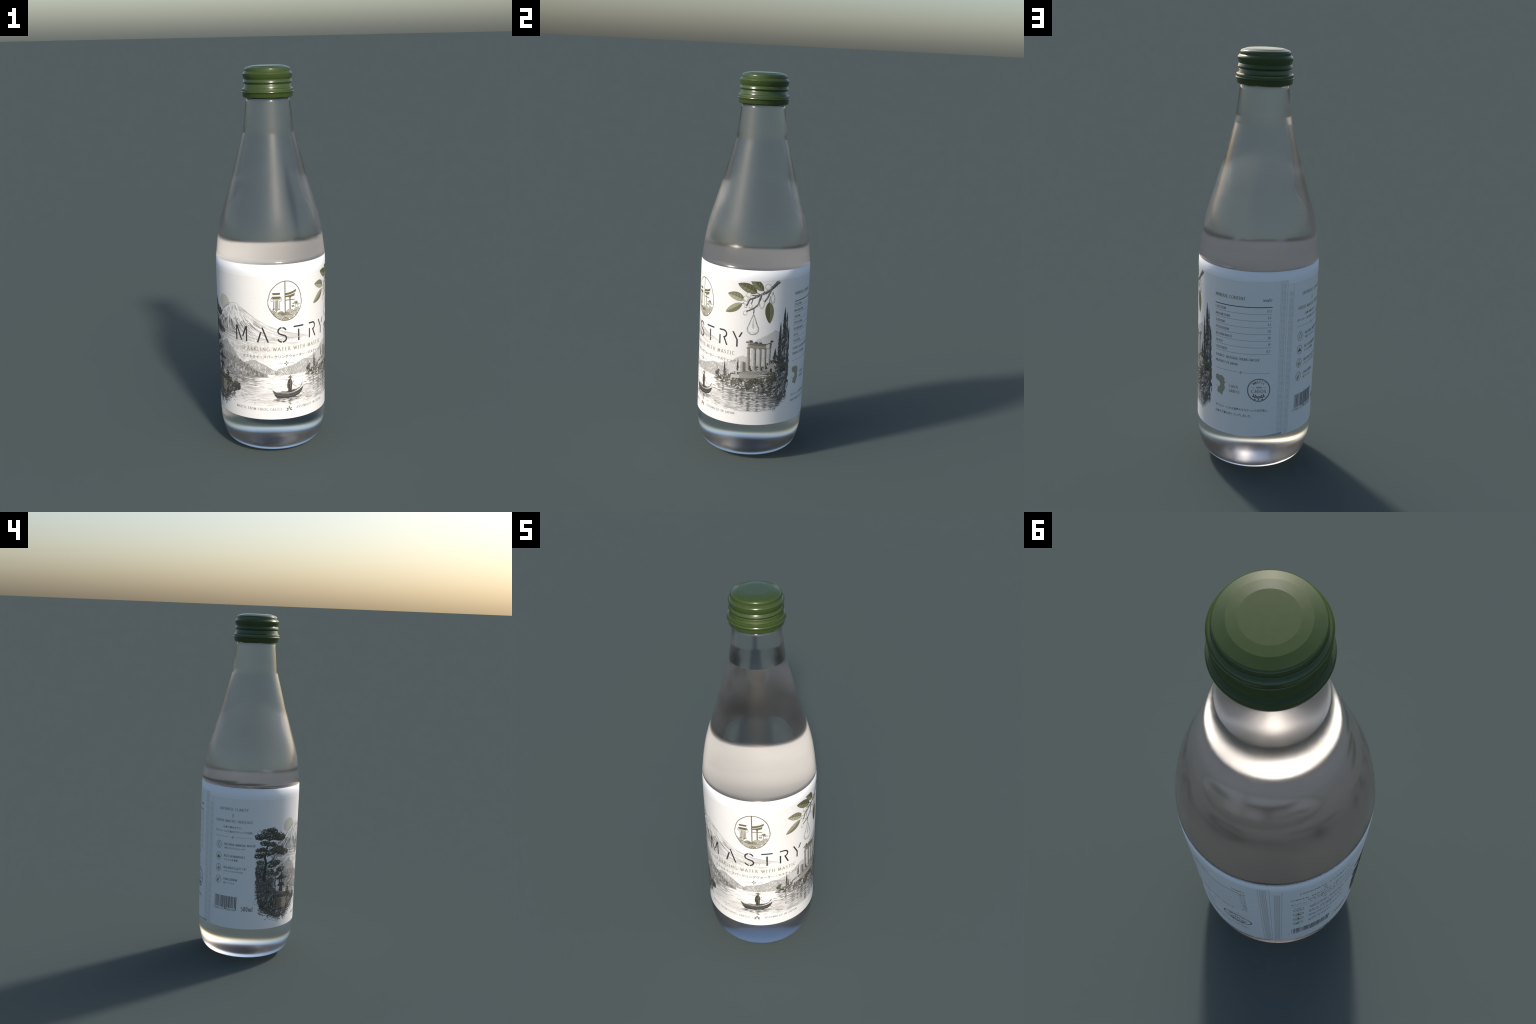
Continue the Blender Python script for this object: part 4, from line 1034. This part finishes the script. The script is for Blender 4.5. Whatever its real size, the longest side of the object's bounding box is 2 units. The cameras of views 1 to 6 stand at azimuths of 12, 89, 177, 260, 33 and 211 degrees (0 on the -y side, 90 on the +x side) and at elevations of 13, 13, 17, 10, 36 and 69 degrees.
for x, z0, z1, w in ((0.0668, 0.800, 0.8450, 0.0036), (0.0750, 0.797, 0.8530, 0.0042), (0.0815, 0.792, 0.8530, 0.0042), (0.0880, 0.798, 0.8530, 0.0042), (0.0952, 0.802, 0.8450, 0.0036)):
    p.line(x, z0, x, z1, w, "olive")
p.line(0.072, 0.8555, 0.091, 0.8555, 0.0022, "olive")
p.poly([(0.1275, 0.8875), (0.150, 0.8905), (0.168, 0.8955), (0.1865, 0.9045), (0.1840, 0.8905), (0.165, 0.8830), (0.150, 0.8785), (0.1275, 0.8765)], "olive")
p.poly([(0.1275, 0.8735), (0.150, 0.8755), (0.1650, 0.8795), (0.1785, 0.8850), (0.1760, 0.8700), (0.163, 0.8665), (0.1275, 0.8655)], "olive")
p.line(0.128, 0.8510, 0.177, 0.8510, 0.0046, "olive"); p.line(0.1520, 0.802, 0.1520, 0.868, 0.0062, "olive")
p.poly([(0.144, 0.8665), (0.160, 0.8665), (0.155, 0.860), (0.149, 0.860)], "olive")
p.stroke([(0.183, 0.798), (0.1825, 0.818), (0.1835, 0.836)], 0.0024, "olive")
for cx, cz, rx, rz in ((0.183, 0.837, 0.009, 0.005), (0.175, 0.828, 0.012, 0.0042), (0.196, 0.824, 0.011, 0.0042), (0.186, 0.830, 0.010, 0.004), (0.166, 0.816, 0.011, 0.0038)):
    foliage(p, cx, cz, rx, rz, 16, ("olive",), (0.0016, 0.003))
p.stroke([(0.172, 0.814), (0.183, 0.810)], 0.0016, "olive")
for cx, cz in ((0.062, 0.802), (0.070, 0.805), (0.095, 0.806), (0.052, 0.806)):
    foliage(p, cx, cz, 0.006, 0.005, 9, ("olive",), (0.0012, 0.0026))
# overlapping wave scales, kept inside the outline
waves = [(0.152, 0.778, 0.0235), (0.194, 0.785, 0.0225), (0.061, 0.778, 0.0200), (0.081, 0.764, 0.0235), (0.104, 0.777, 0.0160), (0.136, 0.770, 0.0170), (0.117, 0.770, 0.0150), (0.176, 0.767, 0.0225), (0.104, 0.751, 0.0225), (0.149, 0.751, 0.0225), (0.127, 0.741, 0.0180)]
for cx, cz, r in waves:
    steps = 20
    for k, f in enumerate((1.0, 0.76, 0.52, 0.28)):
        if k == 0:
            fan = [(cx+r*1.06*math.cos(math.pi*i/steps), cz+r*1.02*math.sin(math.pi*i/steps)) for i in range(steps+1)]
            fan = [q for q in fan if in_emblem(*q)]
            if len(fan) > 3:
                base_pts = [q for q in ((fan[-1][0], max(cz-0.004, 0.748)), (fan[0][0], max(cz-0.004, 0.748))) if in_emblem(*q)]
                p.poly(fan+base_pts, "snow")
        run = []
        for i in range(steps+1):
            a = math.pi*i/steps
            q = (cx+r*f*math.cos(a), cz+r*f*math.sin(a))
            if in_emblem(*q):
                run.append(q)
            else:
                if len(run) > 1:
                    p.stroke(run, 0.0033, "olive")
                run = []
        if len(run) > 1:
            p.stroke(run, 0.0033, "olive")
for (x0, z0), (x1, z1) in zip(round_out, round_out[1:]):
    if z0 < 0.785:
        p.stroke([(x0, z0), (x1, z1)], 0.0046, "olive")

# ---- lettering on the front
p = sheet("front_lettering", 11)
roman(p, "SPARKLING WATER WITH MASTIC", -0.1085, 0.5945, 0.0185, "text_olive", span=0.466, weight=0.150)
sans(p, "マストライ・スパークリングウォーター・マスティック", -0.103, 0.366, 0.5535, 0.0165, "dark", 0.010)
roman(p, "MASTIC FROM CHIOS, GREECE", -0.1525, 0.2675, 0.0125, "text", span=0.256, weight=0.150)
roman(p, "ASSEMBLED IN JAPAN", 0.1835, 0.2690, 0.0125, "text", span=0.186, weight=0.150)
def petal_cross(cx, cz, s, tone, arms=(), tone2=None):
    for a in range(4):
        c, d = math.cos(a*math.pi/2), math.sin(a*math.pi/2)
        pts = [(t*s, 0.22*s*math.sin(math.pi*t)) for t in (0.16, 0.35, 0.58, 0.8, 1.0)]
        pts += [(t, -w) for t, w in reversed(pts[1:-1])]
        p.poly([(cx+t*c-w*d, cz+t*d+w*c) for t, w in pts], tone)
    for x0, x1 in arms:
        p.stroke([(x0, cz), (x1, cz)], 0.0013, tone2 or tone)
petal_cross(0.1295, 0.5160, 0.0132, "olive_dark", ((0.089, 0.111), (0.148, 0.176)), "olive")
def leaflet(cx, cz, ang, r0, r1, w, tone):
    c, d = math.cos(math.radians(ang)), math.sin(math.radians(ang))
    pts = [(r0+(r1-r0)*t, w*math.sin(math.pi*t)) for t in (0, 0.2, 0.45, 0.7, 0.9, 1)]
    pts += [(t, -q) for t, q in reversed(pts[1:-1])]
    p.poly([(cx+t*c-q*d, cz+t*d+q*c) for t, q in pts], tone)
for a, r in ((90, 0.021), (35, 0.018), (145, 0.018), (-12, 0.0175), (195, 0.0175)):
    leaflet(0.1420, 0.2620, a, 0.003, r, 0.0036, "olive")

# ---- back, mineral panel
p = sheet("mineral_panel_print", 11)
roman(p, "MINERAL CONTENT", 0.680, 0.9055, 0.0150, "text_olive", span=0.156, weight=0.150)
roman(p, "(mg/L)", 0.958, 0.9030, 0.0130, "text", align="right", track=0.04)
p.line(0.680, 0.8625, 0.961, 0.8680, 0.0036, "black")
for k, (name, value) in enumerate((("CALCIUM", "12.1"), ("MAGNESIUM", "5.4"), ("SODIUM", "4.1"), ("POTASSIUM", "1.0"), ("BICARBONATE", "38"), ("SILICA", "19"), ("CHLORIDE", "6.2"))):
    z = 0.8312-0.0330*k
    roman(p, name, 0.681+0.001*k, z+0.0145, 0.0115, "text", track=0.06, weight=0.150)
    roman(p, value, 0.957, z+0.0185, 0.0115, "text", align="right", track=0.08, weight=0.150)
    p.line(0.681+0.001*k, z, 0.961, z+0.003, 0.0014, "grey")
roman(p, "SOURCE: NATURAL SPRING WATER", 0.687, 0.6075, 0.0115, "text", span=0.222, weight=0.150)
roman(p, "PRODUCT OF JAPAN", 0.687, 0.5785, 0.0115, "text", span=0.120, weight=0.150)
petal_cross(0.8235, 0.5400, 0.0080, "olive", ((0.687, 0.810), (0.837, 0.9625)), "grey")
island = [(0.690, 0.500), (0.700, 0.507), (0.712, 0.503), (0.722, 0.506), (0.733, 0.500), (0.741, 0.492), (0.738, 0.482), (0.744, 0.474), (0.739, 0.462), (0.743, 0.450), (0.741, 0.436), (0.733, 0.424), (0.731, 0.414), (0.724, 0.405), (0.717, 0.412), (0.706, 0.413), (0.698, 0.422), (0.703, 0.432), (0.700, 0.440), (0.709, 0.445), (0.716, 0.455), (0.712, 0.468), (0.704, 0.474), (0.694, 0.478), (0.689, 0.488)]
p.poly(closed_spline(island, 3), "olive_soft")
p.stroke([(0.744, 0.482), (0.750, 0.479), (0.754, 0.473)], 0.003, "olive_soft", taper=(0, 0)); p.ellipse(0.692, 0.448, 0.0018, 0.003, "olive_soft", n=8)
roman(p, "CHIOS", 0.766, 0.4620, 0.0125, "text", span=0.046, weight=0.150)
roman(p, "GREECE", 0.766, 0.4380, 0.0125, "text", span=0.055, weight=0.150)
BX, BZ = 0.911, 0.455
p.ring(BX, BZ, 0.0535, 0.0575, 0.0030, "olive_dark"); p.ring(BX, BZ, 0.0505, 0.0545, 0.0011, "olive")
for i, c in enumerate("MASTIC"):
    a = math.radians(128-14.6*i-(3 if i > 4 else 0))
    gw, lines, feet = GLYPHS[c]
    h, ca, sa = 0.0125, math.cos(a-math.pi/2), math.sin(a-math.pi/2)
    ox, oz = BX+0.0335*math.cos(a), BZ+0.0365*math.sin(a)
    put = lambda u, v: (ox+((u-gw/2)*ca-v*sa)*h, oz+((u-gw/2)*sa+v*ca)*h)
    for pts in lines:
        p.stroke([put(u, v) for u, v in pts], h*0.17, "olive_dark", nib=(0.55, 0.5, 0.2))
    for u, v in feet:
        p.stroke([put(u-0.11, v), put(u+0.11, v)], h*0.08, "olive_dark")
roman(p, "FROM", BX, 0.4690, 0.0075, "olive_dark", align="center", weight=0.2)
p.line(BX-0.036, 0.469, BX-0.019, 0.469, 0.0012, "olive_dark"); p.line(BX+0.019, 0.469, BX+0.036, 0.469, 0.0012, "olive_dark")
roman(p, "CHIOS", BX, 0.4490, 0.0165, "olive_dark", align="center", span=0.070, weight=0.150)
p.stroke([(BX, 0.402), (BX, 0.412), (BX-0.004, 0.420)], 0.0030, "olive_dark"); p.stroke([(BX, 0.410), (BX-0.016, 0.419), (BX-0.026, 0.430)], 0.0014, "olive_dark"); p.stroke([(BX, 0.410), (BX+0.016, 0.419), (BX+0.026, 0.430)], 0.0014, "olive_dark")
for s in (1, -1):
    for bx, bz, a, r in ((0.006, 0.414, 70, 0.013), (0.010, 0.416, 10, 0.014), (0.014, 0.419, 85, 0.013), (0.019, 0.422, 10, 0.013), (0.021, 0.425, 75, 0.012), (0.012, 0.410, -20, 0.012), (0.004, 0.416, 100, 0.010)):
        leaflet(BX+s*bx, bz, a if s > 0 else 180-a, 0.001, r, 0.0026, "olive_dark")
sans(p, "ギリシャ・ヒオス島産のマスティックを使用し、", 0.6915, 0.9600, 0.3495, 0.0140, "text", 0.014)
sans(p, "日本で丁寧にボトリングしました。", 0.6915, 0.8780, 0.3200, 0.0140, "text", 0.014)

# ---- the two key-pattern borders at the overlap
p = sheet("key_border_print", 11, "stuff")
def key_band(x_top, x_low, z_low, z_top, width, rails):
    cell = 0.0345
    n = int((z_top-z_low)/cell)
    shift = lambda z: x_low+(x_top-x_low)*(z-z_low)/(z_top-z_low)
    for k in range(n):
        z = z_low+cell*k+0.003
        h = cell-0.006
        s = lambda u, v: (shift(z+v*h)-width/2+u*width, z+v*h)
        p.stroke([s(0.0, 0.0), s(1.0, 0.0), s(1.0, 1.0), s(0.0, 1.0), s(0.0, 0.27), s(0.70, 0.27), s(0.70, 0.73), s(0.36, 0.73), s(0.36, 0.50)], 0.0022, "key")
    for dx in rails:
        p.stroke([(shift(z_low)+dx, z_low), (shift(z_top)+dx, z_top)], 0.0012, "key")
key_band(1.0140, 1.0200, 0.222, 0.984, 0.0160, (-0.0145,))
key_band(-0.7445, -0.7490, 0.214, 0.970, 0.0160, (0.0145,))
p.stroke([(0.998, 0.9870), (1.026, 0.9890), (1.0330, 0.9895)], 0.0014, "key")
p.poly([(0.86, LABEL_LOW+0.0004), (1.0335, LABEL_LOW+0.0004), (1.0335, 0.2250), (0.99, 0.2215), (0.93, 0.2160)], "under")
p.line(1.0335, 0.2255, 1.0335, 0.985, 0.0010, "mist")

# ---- back, heritage panel
p = sheet("heritage_panel_print", 11)
roman(p, "JAPANESE CLARITY", -0.6785, 0.9125, 0.0145, "text_olive", span=0.173, weight=0.150)
p.stroke([(-0.598, 0.886), (-0.5945, 0.876), (-0.598, 0.866)], 0.0016, "text_olive"); p.stroke([(-0.590, 0.886), (-0.5935, 0.876), (-0.590, 0.866)], 0.0016, "text_olive")
for z in (0.8665, 0.8855):
    p.line(-0.6005, z, -0.5955, z, 0.0012, "text_olive"); p.line(-0.5925, z, -0.5875, z, 0.0012, "text_olive")
roman(p, "GREEK MASTIC HERITAGE", -0.7030, 0.8430, 0.0145, "text_olive", span=0.225, weight=0.150)
sans(p, "日本の澄みきりと、", -0.650, -0.5380, 0.8080, 0.0125, "text", 0.014)
sans(p, "ギリシャ・ヒオス島のマスティックの伝統。", -0.7035, -0.4760, 0.7820, 0.0135, "text", 0.014)
petal_cross(-0.5910, 0.7505, 0.0085, "olive_dark", ((-0.7025, -0.612), (-0.576, -0.479)), "mid")
for z, one, two, span1, span2 in ((0.6995, "NATURAL MINERAL WATER", "天然ミネラルウォーター", 0.184, 0.130), (0.6310, "RICH IN MINERALS", "ミネラル多豊富", 0.128, 0.084), (0.5625, "BALANCED pH | 7.8±", "バランスのとれたpH", 0.138, 0.118), (0.4935, "LOW SODIUM", "低ナトリウム", 0.086, 0.070)):
    p.ring(-0.6780, z, 0.0165, 0.0225, 0.0019, "olive", n=40)
    roman(p, one, -0.6430, z+0.0075, 0.0125, "text", span=span1, weight=0.150)
    sans(p, two, -0.6420, -0.6420+span2, z-0.0145, 0.0115, "text", 0.014)
ix = -0.6780
p.stroke([(ix, 0.7145), (ix+0.006, 0.702), (ix+0.0072, 0.695), (ix+0.004, 0.688), (ix, 0.6865), (ix-0.004, 0.688), (ix-0.0072, 0.695), (ix-0.006, 0.702), (ix, 0.7145)], 0.0019, "olive")
p.stroke([(ix-0.002, 0.691), (ix-0.004, 0.696)], 0.0014, "olive"); p.stroke([(ix, 0.7145), (ix, 0.719)], 0.0014, "olive")
for a in (90, 20, 160, 45, 135, -20, 200):
    leaflet(ix, 0.625, a, 0.001, 0.019 if a == 90 else 0.0105, 0.0028, "olive")
p.stroke([(ix, 0.614), (ix, 0.645)], 0.0020, "olive")
p.stroke([(ix, 0.543), (ix, 0.582)], 0.0020, "olive"); p.ring(ix-0.0040, 0.558, 0.0058, 0.0062, 0.0018, "olive", n=20); p.ring(ix+0.0042, 0.558, 0.0058, 0.0062, 0.0018, "olive", n=20); p.line(ix-0.011, 0.5585, ix+0.011, 0.5585, 0.0016, "olive")
foliage(p, ix-0.001, 0.487, 0.0075, 0.0095, 22, ("olive",), (0.0015, 0.0028)); p.stroke([(ix-0.009, 0.478), (ix+0.011, 0.510)], 0.0018, "olive"); p.stroke([(ix-0.003, 0.494), (ix+0.002, 0.506)], 0.0016, "olive")
# barcode
bars = random.Random(458)
x, last = -0.6985, -0.5580
guard = 0
while x < last-0.002:
    w = bars.choice((0.0013, 0.0013, 0.0026, 0.0026, 0.0039))
    tall = x < -0.694 or x > last-0.006 or abs(x+0.628) < 0.004
    p.poly([(x, 0.321 if tall else 0.3315), (x+w, 0.321 if tall else 0.3315), (x+w, 0.401), (x, 0.401)], "black")
    x += w + bars.choice((0.0018, 0.0018, 0.0028, 0.0036))
for txt, x0, x1 in (("4", -0.7120, -0.7065), ("580123", -0.6945, -0.6345), ("458768", -0.6240, -0.5630)):
    sans(p, txt, x0, x1, 0.3215, 0.0115, "text")
roman(p, "500ml", -0.5290, 0.3330, 0.0270, "text", span=0.068, squeeze=0.72, weight=0.13)

for p in sorted(prints, key=lambda q: q.layer):
    p.stack()
for p in prints:
    p.build(label)
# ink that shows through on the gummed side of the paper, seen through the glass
for p in prints:
    if p.name in ("mountain_print", "water_print", "boat_print", "headland_print", "temple_print", "cypress_print", "rocky_shore_print", "pine_tree_print", "branch_print", "brand_lettering", "emblem_print"):
        p.name = "show_through_print"
        p.build(label, inside=True)["kind"] = "stuff"
